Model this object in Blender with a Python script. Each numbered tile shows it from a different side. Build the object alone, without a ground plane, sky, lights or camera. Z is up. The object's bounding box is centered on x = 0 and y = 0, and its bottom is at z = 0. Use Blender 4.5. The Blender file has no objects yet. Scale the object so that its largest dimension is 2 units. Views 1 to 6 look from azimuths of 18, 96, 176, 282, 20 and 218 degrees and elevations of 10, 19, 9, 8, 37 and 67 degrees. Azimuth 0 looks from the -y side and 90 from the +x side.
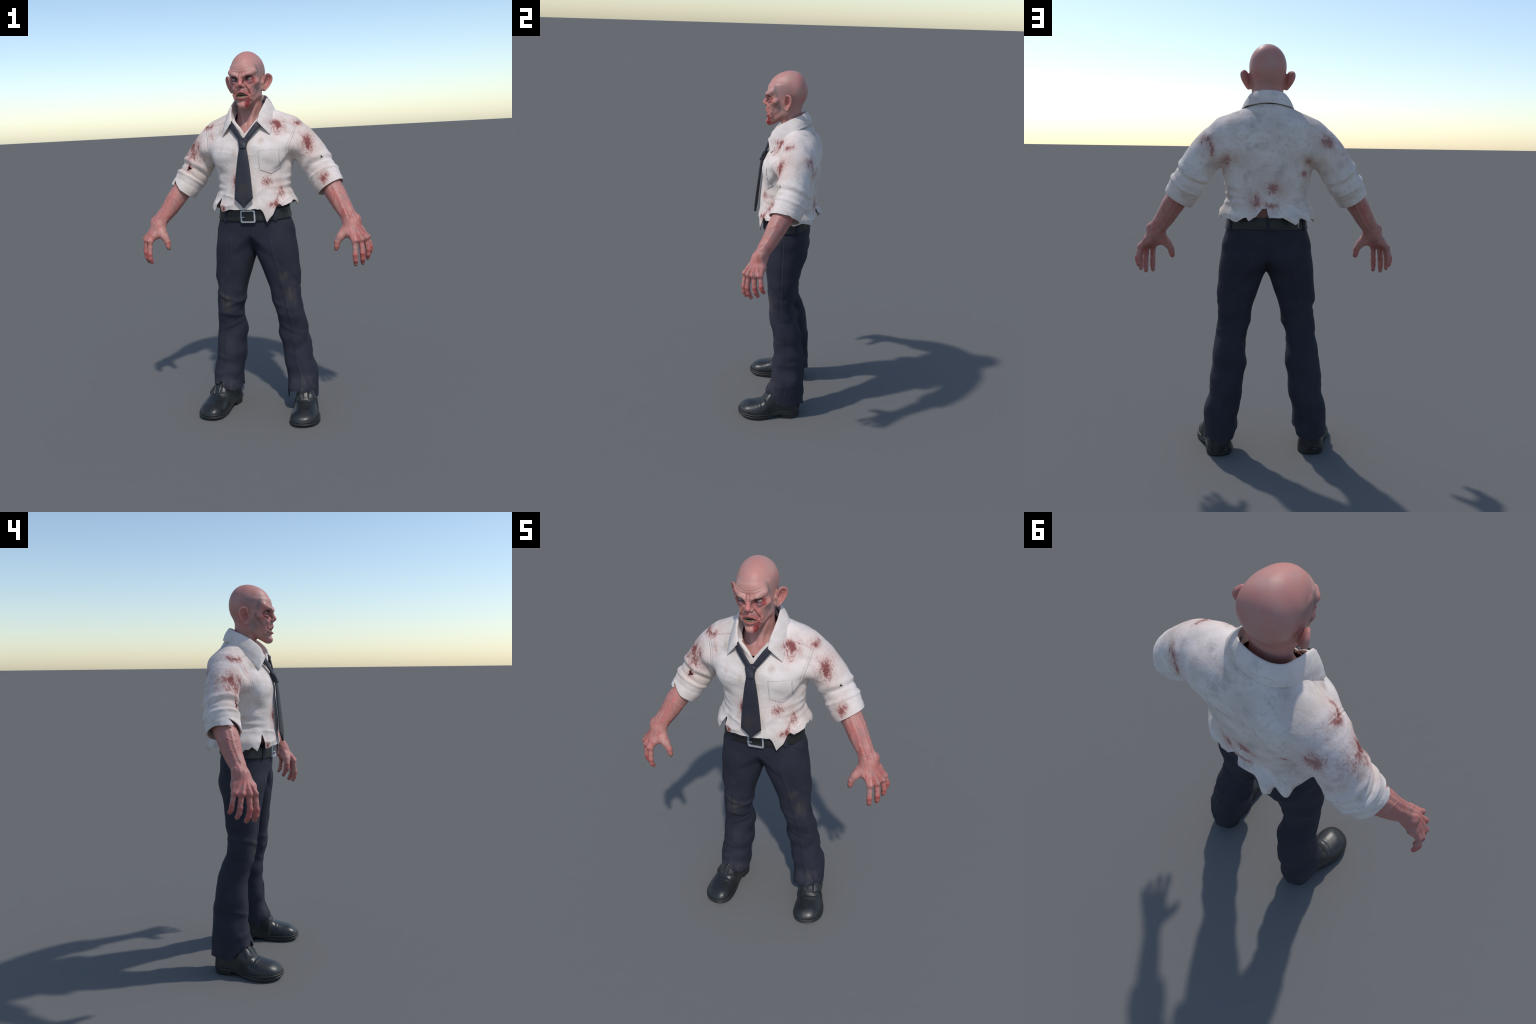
"""Undead office worker: bald snarling man in torn bloody shirt, loose tie, dark trousers, leather shoes.
Organic parts are implicit surfaces (smooth unions of profiles, tubes and ellipsoids) that are polygonised
with surface nets; cloth parts are open shells clipped along ragged hem curves and given thickness."""
import bpy, math
import numpy as np

# ----------------------------------------------------------------------------- numeric helpers
def smin(a, b, k):
    h = np.maximum(k - np.abs(a - b), 0.0) / k
    return np.minimum(a, b) - h * h * k * 0.25

def smax(a, b, k):
    return -smin(-a, -b, k)

def sstep(e0, e1, x):
    t = np.clip((x - e0) / (e1 - e0), 0, 1)
    return t * t * (3 - 2 * t)

def curve(xs, ys):
    """Monotone-ish cubic (Catmull-Rom with finite differences) through control points, as a dense lookup."""
    xs = np.array(xs, float); ys = np.array(ys, float)
    if xs[0] > xs[-1]:
        xs, ys = xs[::-1], ys[::-1]
    m = np.gradient(ys, xs)
    dx = np.linspace(xs[0], xs[-1], 400)
    i = np.clip(np.searchsorted(xs, dx) - 1, 0, len(xs) - 2)
    h = xs[i + 1] - xs[i]; t = (dx - xs[i]) / h
    dy = ((2*t**3 - 3*t**2 + 1) * ys[i] + (t**3 - 2*t**2 + t) * h * m[i]
          + (-2*t**3 + 3*t**2) * ys[i + 1] + (t**3 - t**2) * h * m[i + 1])
    return lambda x: np.interp(x, dx, dy)

def spline(pts, n):
    """Catmull-Rom resampling of rows of control values."""
    pts = np.array(pts, float)
    u = np.arange(len(pts))
    cs = [curve(u, pts[:, k]) for k in range(pts.shape[1])]
    uu = np.linspace(0, len(pts) - 1, n)
    return np.stack([c(uu) for c in cs], 1)

def hash3(ix, iy, iz, seed):
    h = (ix * 374761393 + iy * 668265263 + iz * 2147483647 + seed * 974634777) & 0xffffffff
    h = ((h ^ (h >> 13)) * 1274126177) & 0xffffffff
    h = h ^ (h >> 16)
    return (h & 0xffff) / 65535.0

def noise(P, scale, seed=0):
    """Smooth value noise in -1..1."""
    Q = P * scale
    I = np.floor(Q).astype(np.int64); f = Q - I
    f = f * f * (3 - 2 * f)
    r = 0
    for a in (0, 1):
        for b in (0, 1):
            for c in (0, 1):
                w = (f[:, 0] if a else 1 - f[:, 0]) * (f[:, 1] if b else 1 - f[:, 1]) * (f[:, 2] if c else 1 - f[:, 2])
                r = r + w * hash3(I[:, 0] + a, I[:, 1] + b, I[:, 2] + c, seed)
    return r * 2 - 1

# ----------------------------------------------------------------------------- implicit primitives
def ell(P, c, r):
    q = P - np.array(c); r = np.array(r)
    k0 = np.linalg.norm(q / r, axis=1); k1 = np.linalg.norm(q / (r * r), axis=1) + 1e-9
    return k0 * (k0 - 1) / k1

def ball(P, c, r):
    return np.linalg.norm(P - np.array(c), axis=1) - r

def cone(P, a, b, ra, rb):
    """Round cone from a to b."""
    a = np.array(a, float); b = np.array(b, float); ab = b - a
    t = np.clip((P - a) @ ab / (ab @ ab), 0, 1)
    return np.linalg.norm(P - a - t[:, None] * ab, axis=1) - (ra + (rb - ra) * t)

def chain(P, pts, k=0.008):
    """Smoothly joined round cones through (x, y, z, r) rows."""
    d = None
    for a, b in zip(pts[:-1], pts[1:]):
        s = cone(P, a[:3], b[:3], a[3], b[3])
        d = s if d is None else smin(d, s, k)
    return d

def tube(P, pts, side, n=26):
    """Elliptic tube through rows (x, y, z, a, b): a along `side`, b across it."""
    R = spline(pts, n); d = None
    side = np.array(side, float)
    for A, B in zip(R[:-1], R[1:]):
        ab = B[:3] - A[:3]; L2 = ab @ ab; T = ab / math.sqrt(L2)
        s = side - T * (side @ T); s /= np.linalg.norm(s); w = np.cross(T, s)
        q = P - A[:3]
        t = np.clip(q @ ab / L2, 0, 1)
        q = q - t[:, None] * ab
        ra = A[3] + (B[3] - A[3]) * t; rb = A[4] + (B[4] - A[4]) * t
        m = np.minimum(ra, rb)
        e = (np.sqrt((q @ s / ra) ** 2 + (q @ w / rb) ** 2 + (q @ T / m) ** 2) - 1) * m
        d = e if d is None else smin(d, e, 0.003)
    return d

def stack(P, prof, n, zlo, zhi, scale=0.8):
    """Super-elliptic column: prof(z) -> (x0, x1, y0, y1) extents of the cross-section."""
    z = np.clip(P[:, 2], zlo, zhi)
    x0, x1, y0, y1 = prof(z)
    cx = (x0 + x1) / 2; cy = (y0 + y1) / 2; a = (x1 - x0) / 2; b = (y1 - y0) / 2
    u = np.abs((P[:, 0] - cx) / a); v = np.abs((P[:, 1] - cy) / b)
    if callable(n):                                  # exponent may depend on height and on front/back
        n = n(P[:, 2], P[:, 1] < cy)
    r = (u ** n + v ** n) ** (1 / n)
    d = (r - 1) * np.minimum(a, b) * scale
    dz = np.maximum(zlo - P[:, 2], P[:, 2] - zhi)
    return smax(d, dz, 0.01)

# ----------------------------------------------------------------------------- polygoniser
def polygonise(f, lo, hi, h, band=2.2, relax=2):
    lo = np.array(lo, float); hi = np.array(hi, float)
    n = np.ceil((hi - lo) / h / 4).astype(int) * 4 + 1
    S = 4
    cn = (n - 1) // S + 1
    ax = [lo[k] + np.arange(cn[k]) * h * S for k in range(3)]
    G = np.stack(np.meshgrid(*ax, indexing='ij'), -1).reshape(-1, 3)
    C = f(G).reshape(cn)
    near = np.abs(C) < band * h * S
    K = near.copy()                                  # dilate by one coarse cell
    for k in range(3):
        s = K.copy()
        a = [slice(None)] * 3; b = [slice(None)] * 3
        a[k] = slice(1, None); b[k] = slice(None, -1)
        K[tuple(a)] |= s[tuple(b)]; K[tuple(b)] |= s[tuple(a)]
    idx = [np.minimum((np.arange(n[k]) + S // 2) // S, cn[k] - 1) for k in range(3)]
    D = C[np.ix_(*idx)].astype(np.float64)
    M = K[np.ix_(*idx)]
    I = np.argwhere(M)
    D[M] = f(lo + I * h)
    neg = D < 0
    # cells with a sign change
    cs = np.zeros(np.array(D.shape) - 1, np.int8)
    off = [(a, b, c) for a in (0, 1) for b in (0, 1) for c in (0, 1)]
    def sub(A, o):
        return A[o[0]:A.shape[0] - 1 + o[0], o[1]:A.shape[1] - 1 + o[1], o[2]:A.shape[2] - 1 + o[2]]
    for o in off:
        cs += sub(neg, o)
    act = (cs > 0) & (cs < 8)
    vid = -np.ones(act.shape, np.int64)
    cells = np.argwhere(act)
    vid[act] = np.arange(len(cells))
    acc = np.zeros((len(cells), 3)); cnt = np.zeros(len(cells))
    val = {o: D[cells[:, 0] + o[0], cells[:, 1] + o[1], cells[:, 2] + o[2]] for o in off}
    for o in off:
        for k in range(3):
            if o[k] == 0:
                p = list(o); p[k] = 1; p = tuple(p)
                a, b = val[o], val[p]
                m = (a < 0) != (b < 0)
                t = np.where(m, a / np.where(m, a - b, 1), 0)
                q = np.tile(np.array(o, float), (len(cells), 1)); q[:, k] += t
                acc[m] += q[m]; cnt[m] += 1
    V = lo + (cells + acc / cnt[:, None]) * h
    F = []
    for k in range(3):
        i, j = (k + 1) % 3, (k + 2) % 3
        a = [slice(None)] * 3; b = [slice(None)] * 3
        a[k] = slice(0, -1); b[k] = slice(1, None)
        ch = neg[tuple(a)] != neg[tuple(b)]
        E = np.argwhere(ch)
        E = E[(E[:, i] > 0) & (E[:, j] > 0) & (E[:, i] < act.shape[i]) & (E[:, j] < act.shape[j]) & (E[:, k] < act.shape[k])]
        flip = neg[tuple(E.T)]
        q = []
        for (di, dj) in ((0, 0), (-1, 0), (-1, -1), (0, -1)):
            e = E.copy(); e[:, i] += di; e[:, j] += dj
            q.append(vid[tuple(e.T)])
        Q = np.stack(q, 1)
        Q = np.where(flip[:, None], Q, Q[:, ::-1])
        F.append(Q)
    F = np.concatenate(F); F = F[(F >= 0).all(1)]
    for it in range(relax + 1):
        if it:                                       # tangential relaxation
            s = np.zeros_like(V); c = np.zeros(len(V))
            for k in range(4):
                np.add.at(s, F[:, k], V[F[:, (k + 1) % 4]] + V[F[:, k - 1]]); np.add.at(c, F[:, k], 2)
            c = np.maximum(c, 1)
            V = V * 0.4 + 0.6 * s / c[:, None]
        for _ in range(2):                           # Newton steps back to the surface
            g = gradient(f, V); d = f(V)
            g2 = np.maximum((g * g).sum(1), 0.05)
            st = np.clip(d / g2, -h, h)
            V = V - g * st[:, None]
    return V, [tuple(q) for q in F.tolist()], unit(gradient(f, V))

def gradient(f, V, e=6e-4):
    g = np.zeros_like(V)
    for k in range(3):
        o = np.zeros(3); o[k] = e
        g[:, k] = (f(V + o) - f(V - o)) / (2 * e)
    return g

def unit(N):
    return N / (np.linalg.norm(N, axis=1)[:, None] + 1e-12)

# ----------------------------------------------------------------------------- mesh operations
def clip(V, F, N, c):
    """Keep the part of the mesh where c <= 0; returns new V, F, N."""
    V = list(map(tuple, V)); N = list(map(tuple, N)); c = np.asarray(c)
    inside = c <= 0
    cut = {}; out = []
    def mid(a, b):
        key = (a, b) if a < b else (b, a)
        if key not in cut:
            a, b = key; t = c[a] / (c[a] - c[b])
            V.append(tuple(V[a][k] + t * (V[b][k] - V[a][k]) for k in range(3)))
            N.append(tuple(N[a][k] + t * (N[b][k] - N[a][k]) for k in range(3)))
            cut[key] = len(V) - 1
        return cut[key]
    for f in F:
        s = [inside[i] for i in f]
        if all(s):
            out.append(f)
        elif any(s):
            p = []
            for k, i in enumerate(f):
                j = f[(k + 1) % len(f)]
                if inside[i]: p.append(i)
                if inside[i] != inside[j]: p.append(mid(i, j))
            if len(p) > 2: out.append(tuple(p))
    return compact(np.array(V), out, unit(np.array(N)))

def compact(V, F, N):
    use = sorted({i for f in F for i in f}); m = {o: k for k, o in enumerate(use)}
    return V[use], [tuple(m[i] for i in f) for f in F], N[use]

def boundary(F):
    seen = {}
    for f in F:
        for k, a in enumerate(f):
            b = f[(k + 1) % len(f)]
            if (b, a) in seen: del seen[(b, a)]
            else: seen[(a, b)] = 1
    return list(seen)

def shell(V, F, N, t):
    """Give an open sheet thickness t inward."""
    n = len(V)
    G = [tuple(i + n for i in f[::-1]) for f in F]
    R = [(b, a, a + n, b + n) for a, b in boundary(F)]
    return np.concatenate([V, V - N * t]), list(F) + G + R

def solid(V, F, N, t0, t1):
    return shell(V + N * t1, F, N, t1 - t0)

def grid_faces(nu, nv, closed=False):
    F = []
    for i in range(nu if closed else nu - 1):
        for j in range(nv - 1):
            a = i * nv + j; b = ((i + 1) % nu) * nv + j
            F.append((a, b, b + 1, a + 1))
    return F

def mesh_normals(V, F):
    N = np.zeros_like(V)
    for f in F:
        n = np.cross(V[f[1]] - V[f[0]], V[f[2]] - V[f[0]])
        for i in f: N[i] += n
    return unit(N)

# ----------------------------------------------------------------------------- scene objects
ROOT = bpy.data.objects.new("zombie_man", None)
bpy.context.collection.objects.link(ROOT)
ROOT["label"] = "bald snarling undead office worker, torn bloody white shirt, loose tie"
ROOT["category"] = "zombie"

def add(name, V, F, mat, parent=None, normals=None, smooth=True, sharp=None):
    me = bpy.data.meshes.new(name)
    me.from_pydata([tuple(v) for v in V], [], [tuple(int(i) for i in f) for f in F])
    me.validate(clean_customdata=False)
    me.materials.append(mat)
    if smooth:
        me.polygons.foreach_set('use_smooth', [True] * len(me.polygons))
    if sharp is not None:
        me.set_sharp_from_angle(angle=math.radians(sharp))
    if normals is not None:
        me.normals_split_custom_set_from_vertices([tuple(n) for n in normals])
    me.update()
    ob = bpy.data.objects.new(name, me)
    bpy.context.collection.objects.link(ob)
    ob.parent = parent or ROOT
    return ob

def pieces(V, F, N, labels, mats, parents=None):
    """Split one smooth surface by face label into objects with coinciding borders."""
    obs = {}
    for lab in dict.fromkeys(labels):
        f = [q for q, l in zip(F, labels) if l == lab]
        v, f, n = compact(V, f, N)
        par = parents.get(lab) if parents else None
        obs[lab] = add(lab.split('|')[0], v, f, mats[lab.split('|')[0]], parent=par, normals=n)
    return obs

def centres(V, F):
    return np.array([V[list(f)].mean(0) for f in F])

def mirror(V, F, N):
    s = np.array([-1, 1, 1])
    return V * s, [f[::-1] for f in F], N * s

def box(c, s, bev=0.2):
    """Small bevelled block: centre c, half sizes s."""
    c = np.array(c); s = np.array(s); b = bev * s.min()
    V, F = [], []
    for sz in (-1, 1):
        for inset, zz in ((b, 1.0), (0, 1 - b / s[2])):
            V += [(sx * (s[0] - inset), sy * (s[1] - inset), sz * zz * s[2]) for sx, sy in ((-1, -1), (1, -1), (1, 1), (-1, 1))]
    order = [0, 1, 3, 2]                               # rings from bottom to top
    R = [[4 * o + k for k in range(4)] for o in order]
    F.append(tuple(R[0][::-1])); F.append(tuple(R[3]))
    for r0, r1 in zip(R[:-1], R[1:]):
        for k in range(4):
            F.append((r0[k], r0[(k + 1) % 4], r1[(k + 1) % 4], r1[k]))
    return np.array(V) + c, F

def join(parts):
    V, F, n = [], [], 0
    for v, f in parts:
        V.append(v); F += [tuple(i + n for i in q) for q in f]; n += len(v)
    return np.concatenate(V), F

# ============================================================================= MATERIALS
class Mat:
    """Tiny node-graph builder."""
    def __init__(self, name, rough=0.6, spec=0.35, metallic=0.0):
        self.m = bpy.data.materials.new(name); self.m.use_nodes = True
        self.t = self.m.node_tree; self.n = self.t.nodes; self.l = self.t.links
        self.b = self.n["Principled BSDF"]
        self.b.inputs["Roughness"].default_value = rough
        self.b.inputs["Specular IOR Level"].default_value = spec
        self.b.inputs["Metallic"].default_value = metallic
        tc = self.n.new("ShaderNodeTexCoord"); self.P = tc.outputs["Object"]
    def put(self, sock, v):
        if isinstance(v, bpy.types.NodeSocket): self.l.new(v, sock)
        elif v is not None:
            if isinstance(v, (tuple, list)) and len(v) == 3 and sock.type == 'RGBA': v = (*v, 1)
            sock.default_value = v
    def math(self, op, a, b=None, c=None, clamp=False):
        n = self.n.new("ShaderNodeMath"); n.operation = op; n.use_clamp = clamp
        for i, v in enumerate((a, b, c)):
            self.put(n.inputs[i], v) if v is not None else None
        return n.outputs[0]
    def vec(self, op, a, b=None):
        n = self.n.new("ShaderNodeVectorMath"); n.operation = op
        self.put(n.inputs[0], a)
        if b is not None: self.put(n.inputs[1], b)
        return n.outputs["Value"] if op in ('LENGTH', 'DOT_PRODUCT') else n.outputs[0]
    def noise(self, scale, detail=3, rough=0.55, stretch=None, dist=0.0, vec=None):
        n = self.n.new("ShaderNodeTexNoise")
        n.inputs["Scale"].default_value = scale; n.inputs["Detail"].default_value = detail
        n.inputs["Roughness"].default_value = rough; n.inputs["Distortion"].default_value = dist
        v = vec or self.P
        if stretch: v = self.vec('MULTIPLY', v, stretch)
        self.put(n.inputs["Vector"], v)
        return n.outputs[0]
    def ramp(self, x, lo, hi):
        n = self.n.new("ShaderNodeMapRange"); n.interpolation_type = 'SMOOTHSTEP'
        self.put(n.inputs[0], x); n.inputs[1].default_value = lo; n.inputs[2].default_value = hi
        return n.outputs[0]
    def mix(self, f, a, b, mode='MIX'):
        n = self.n.new("ShaderNodeMix"); n.data_type = 'RGBA'; n.blend_type = mode
        self.put(n.inputs[0], f); self.put(n.inputs[6], a); self.put(n.inputs[7], b)
        return n.outputs[2]
    def blob(self, c, r, edge=0.5, wob=None, wamp=0.0):
        """Soft ellipsoidal patch mask round c with radii r; wob (a noise socket) frays its outline."""
        q = self.vec('DIVIDE', self.vec('SUBTRACT', self.P, tuple(c)), tuple(r) if not np.isscalar(r) else (r, r, r))
        d = self.vec('LENGTH', q)
        if wob is not None:
            d = self.math('MULTIPLY_ADD', self.math('SUBTRACT', wob, 0.5), wamp, d)
        return self.ramp(d, 1.0, 1.0 - edge)
    def maxm(self, ms):
        o = ms[0]
        for m in ms[1:]: o = self.math('MAXIMUM', o, m)
        return o
    def stroke(self, a, b, w, edge=0.6, wob=None, wamp=0.0):
        """Soft mask along the segment a-b, half width w."""
        a = np.array(a, float); b = np.array(b, float); ab = b - a
        q = self.vec('SUBTRACT', self.P, tuple(a))
        t = self.math('MULTIPLY', self.vec('DOT_PRODUCT', q, tuple(ab / (ab @ ab))), 1.0, clamp=True)
        n = self.n.new("ShaderNodeVectorMath"); n.operation = 'SCALE'
        n.inputs[0].default_value = tuple(ab); self.l.new(t, n.inputs["Scale"])
        d = self.math('DIVIDE', self.vec('LENGTH', self.vec('SUBTRACT', q, n.outputs[0])), w)
        if wob is not None:
            d = self.math('MULTIPLY_ADD', self.math('SUBTRACT', wob, 0.5), wamp, d)
        return self.ramp(d, 1.0, 1.0 - edge)
    def bump(self, h, strength, dist=0.002):
        n = self.n.new("ShaderNodeBump"); n.inputs["Strength"].default_value = strength
        n.inputs["Distance"].default_value = dist
        self.put(n.inputs["Height"], h); self.l.new(n.outputs[0], self.b.inputs["Normal"])
    def color(self, c):
        self.put(self.b.inputs["Base Color"], c)
        return self.m
    def rough(self, r):
        self.put(self.b.inputs["Roughness"], r)

def skin_material():
    M = Mat("undead_skin", 0.5, 0.4)
    M.b.inputs["Subsurface Weight"].default_value = 0.0
    n1 = M.noise(16, 4); n2 = M.noise(55, 4); n3 = M.noise(260, 2); n4 = M.noise(7, 3)
    c = M.mix(M.ramp(n1, 0.32, 0.68), (0.50, 0.265, 0.225), (0.535, 0.225, 0.19))
    c = M.mix(M.math('MULTIPLY', M.ramp(n2, 0.52, 0.72), 0.30), c, (0.40, 0.26, 0.235))
    c = M.mix(M.math('MULTIPLY', M.ramp(n4, 0.5, 0.68), 0.5), c, (0.55, 0.18, 0.15))
    w = n2
    def both(f):
        return M.math('MAXIMUM', f(1), f(-1))
    def paint(c, m, col, k=1.0):
        return M.mix(M.math('MULTIPLY', m, k), c, col)
    # grey stubble at the temples and sides of the scalp, grey jaw
    grey = (0.235, 0.165, 0.155)
    c = paint(c, both(lambda s: M.blob((s*.09, -.02, 1.905), (.045, .062, .055), 0.7, w, 1.0)), (0.33, 0.185, 0.165), 0.75)
    c = paint(c, both(lambda s: M.stroke((s*.072, -.075, 1.935), (s*.084, -.062, 1.875), .019, 0.9, w, .8)), (0.2, .15, .145), 0.8)
    c = paint(c, both(lambda s: M.blob((s*.075, -.045, 1.79), (.038, .052, .062), 1.0, w, .6)), grey, 0.9)
    c = paint(c, both(lambda s: M.blob((s*.03, -.1, 1.745), (.03, .04, .03), 0.8, w, .8)), (0.33, 0.2, 0.18), 0.7)
    c = paint(c, both(lambda s: M.stroke((s*.08, -.05, 1.845), (s*.058, -.082, 1.79), .013, 1.0, w, .5)), (0.16, .11, .11), 0.7)  # dark diagonal: shade of the sunken cheek painted into the skin colour
    c = paint(c, both(lambda s: M.blob((s*.068, -.06, 1.775), (.014, .025, .022), 0.8, w, 1.4)), (0.40, .10, .09), 0.75)
    c = paint(c, M.blob((0, -.115, 1.815), (.075, .06, .075), 0.7, w, .6), (0.42, 0.155, 0.135), 0.45)
    # ears redder
    c = paint(c, both(lambda s: M.blob((s*.108, .012, 1.84), (.034, .045, .06), 0.5)), (0.50, 0.17, 0.145), 0.75)
    # cheeks, nose and brow flushed red
    c = paint(c, both(lambda s: M.blob((s*.062, -.095, 1.838), (.03, .03, .018), 0.8, w, .6)), (0.62, 0.17, 0.14), 0.9)
    c = paint(c, both(lambda s: M.stroke((s*.034, -.112, 1.83), (s*.046, -.095, 1.785), .014, 0.8, w, .6)), (0.46, 0.115, 0.095), 0.85)
    c = paint(c, M.blob((0, -.135, 1.838), (.016, .03, .03), 0.6), (0.62, 0.19, 0.165), 0.85)
    c = paint(c, both(lambda s: M.blob((s*.02, -.12, 1.803), (.011, .03, .018), 0.8)), (0.34, .22, .20), 0.5)
    # bruised eye sockets
    c = paint(c, both(lambda s: M.blob((s*.045, -.105, 1.847), (.036, .04, .026), 0.6, w, .5)), (0.29, .065, .06), 0.95)
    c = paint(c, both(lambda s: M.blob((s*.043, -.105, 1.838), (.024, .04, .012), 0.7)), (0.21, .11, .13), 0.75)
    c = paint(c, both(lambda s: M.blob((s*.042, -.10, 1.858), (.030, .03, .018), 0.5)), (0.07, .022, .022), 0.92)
    c = paint(c, both(lambda s: M.blob((s*.060, -.1, 1.852), (.022, .04, .015), 0.8, w, .6)), (0.33, .05, .045), 0.8)
    # frown creases
    c = paint(c, both(lambda s: M.stroke((s*.006, -.128, 1.862), (s*.008, -.122, 1.885), .0035, 0.8)), (0.27, .09, .08), 0.7)
    c = paint(c, both(lambda s: M.stroke((s*.014, -.125, 1.885), (s*.055, -.1, 1.902), .003, 0.9)), (0.33, .14, .12), 0.5)
    # lips and bloody mouth
    lip = M.blob((0.001, -.118, 1.7705), (.043, .05, .0265), 0.25, w, .25)
    c = paint(c, lip, (0.36, .095, .085), 0.85)
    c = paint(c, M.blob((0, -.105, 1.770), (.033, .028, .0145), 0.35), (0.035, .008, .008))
    c = paint(c, M.blob((.028, -.112, 1.728), (.022, .03, .026), 0.5, w, 1.2), (0.27, .025, .025), 0.95)
    c = paint(c, M.blob((.036, -.1, 1.752), (.012, .03, .02), 0.7, w, 1.2), (0.34, .05, .045), 0.8)
    c = paint(c, M.blob((-.004, -.133, 1.80), (.005, .02, .012), 0.5), (0.25, .02, .02), 0.8)
    # neck: grey-brown tint carrying some painted-in shade, then sinew red
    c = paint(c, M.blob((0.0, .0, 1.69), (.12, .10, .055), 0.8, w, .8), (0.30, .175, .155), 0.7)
    c = paint(c, M.blob((0.0, -.03, 1.65), (.03, .06, .05), 0.8, w, 1.0), (0.42, .15, .13), 0.5)
    # hands: raw red knuckles and fingers
    red = (0.44, 0.095, 0.08)
    TIPS = [(.575, -.142, .893), (.608, -.114, .894), (.63, -.074, .912), (.643, -.036, .936), (.473, -.12, .97)]
    PIPS = [(.579, -.158, .94), (.613, -.133, .946), (.638, -.091, .958), (.651, -.051, .968), (.477, -.119, 1.0)]
    KN = [(.573, -.148, 1.011), (.604, -.127, 1.012), (.626, -.098, 1.017), (.635, -.061, 1.019)]
    Pabs = M.vec('ABSOLUTE', M.P)
    sep = M.n.new("ShaderNodeSeparateXYZ"); M.l.new(Pabs, sep.inputs[0])
    s2 = M.n.new("ShaderNodeSeparateXYZ"); M.l.new(M.P, s2.inputs[0])
    cmb = M.n.new("ShaderNodeCombineXYZ")
    M.l.new(sep.outputs[0], cmb.inputs[0]); M.l.new(s2.outputs[1], cmb.inputs[1]); M.l.new(s2.outputs[2], cmb.inputs[2])
    keep = M.P; M.P = cmb.outputs[0]
    c = paint(c, M.maxm([M.stroke(p, t, .03, 0.9, w, .6) for p, t in zip(PIPS, TIPS)]), red, 0.95)
    c = paint(c, M.maxm([M.blob(k, .016, 0.8) for k in KN]), (0.60, 0.19, 0.165), 0.7)
    c = paint(c, M.stroke((.59, -.095, 1.075), (.615, -.085, 1.045), .016, 0.9, w, 1.0), (0.38, 0.085, 0.085), 0.8)
    c = paint(c, M.blob((.60, -.10, 1.03), (.10, .10, .10), 0.8, n1, .8), (0.43, 0.125, 0.105), 0.8)
    c = paint(c, M.blob((.468, -.03, 1.235), (.03, .03, .035), 0.9, w, 1.0), (0.58, 0.15, 0.125), 0.7)
    c = paint(c, M.stroke((.43, .04, 1.28), (.54, -.06, 1.12), .10, 0.8, n1, 1.2), (0.41, 0.16, 0.135), 0.75)
    c = paint(c, M.stroke((.45, -.04, 1.26), (.52, -.08, 1.14), .022, 0.9, w, 1.2), (0.55, 0.15, 0.13), 0.55)
    M.P = keep
    # forearm veins: thin ridged-noise lines, only below the elbow
    v = M.math('ABSOLUTE', M.math('SUBTRACT', M.noise(17, 2, 0.4, stretch=(1.0, 1.0, .45), dist=.4), 0.5))
    arm = M.ramp(s2.outputs[2], 1.36, 1.25)
    c = paint(c, M.math('MULTIPLY', M.ramp(v, 0.022, 0.0), arm), (0.26, .145, .145), 0.38)
    mot = M.noise(30, 4, .65, stretch=(1, 1, .5))
    c = paint(c, M.math('MULTIPLY', M.ramp(mot, .50, .66), arm), (0.46, .11, .09), .55)
    c = paint(c, M.math('MULTIPLY', M.ramp(mot, .46, .32), arm), (0.33, .20, .18), .5)
    c = M.mix(M.math('MULTIPLY', M.ramp(n3, 0.58, 0.78), 0.22), c, (0.22, .09, .08))
    M.bump(M.math('ADD', M.math('MULTIPLY', n3, .5), n2), 0.25, 0.0015)
    return M.color(c)

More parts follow.
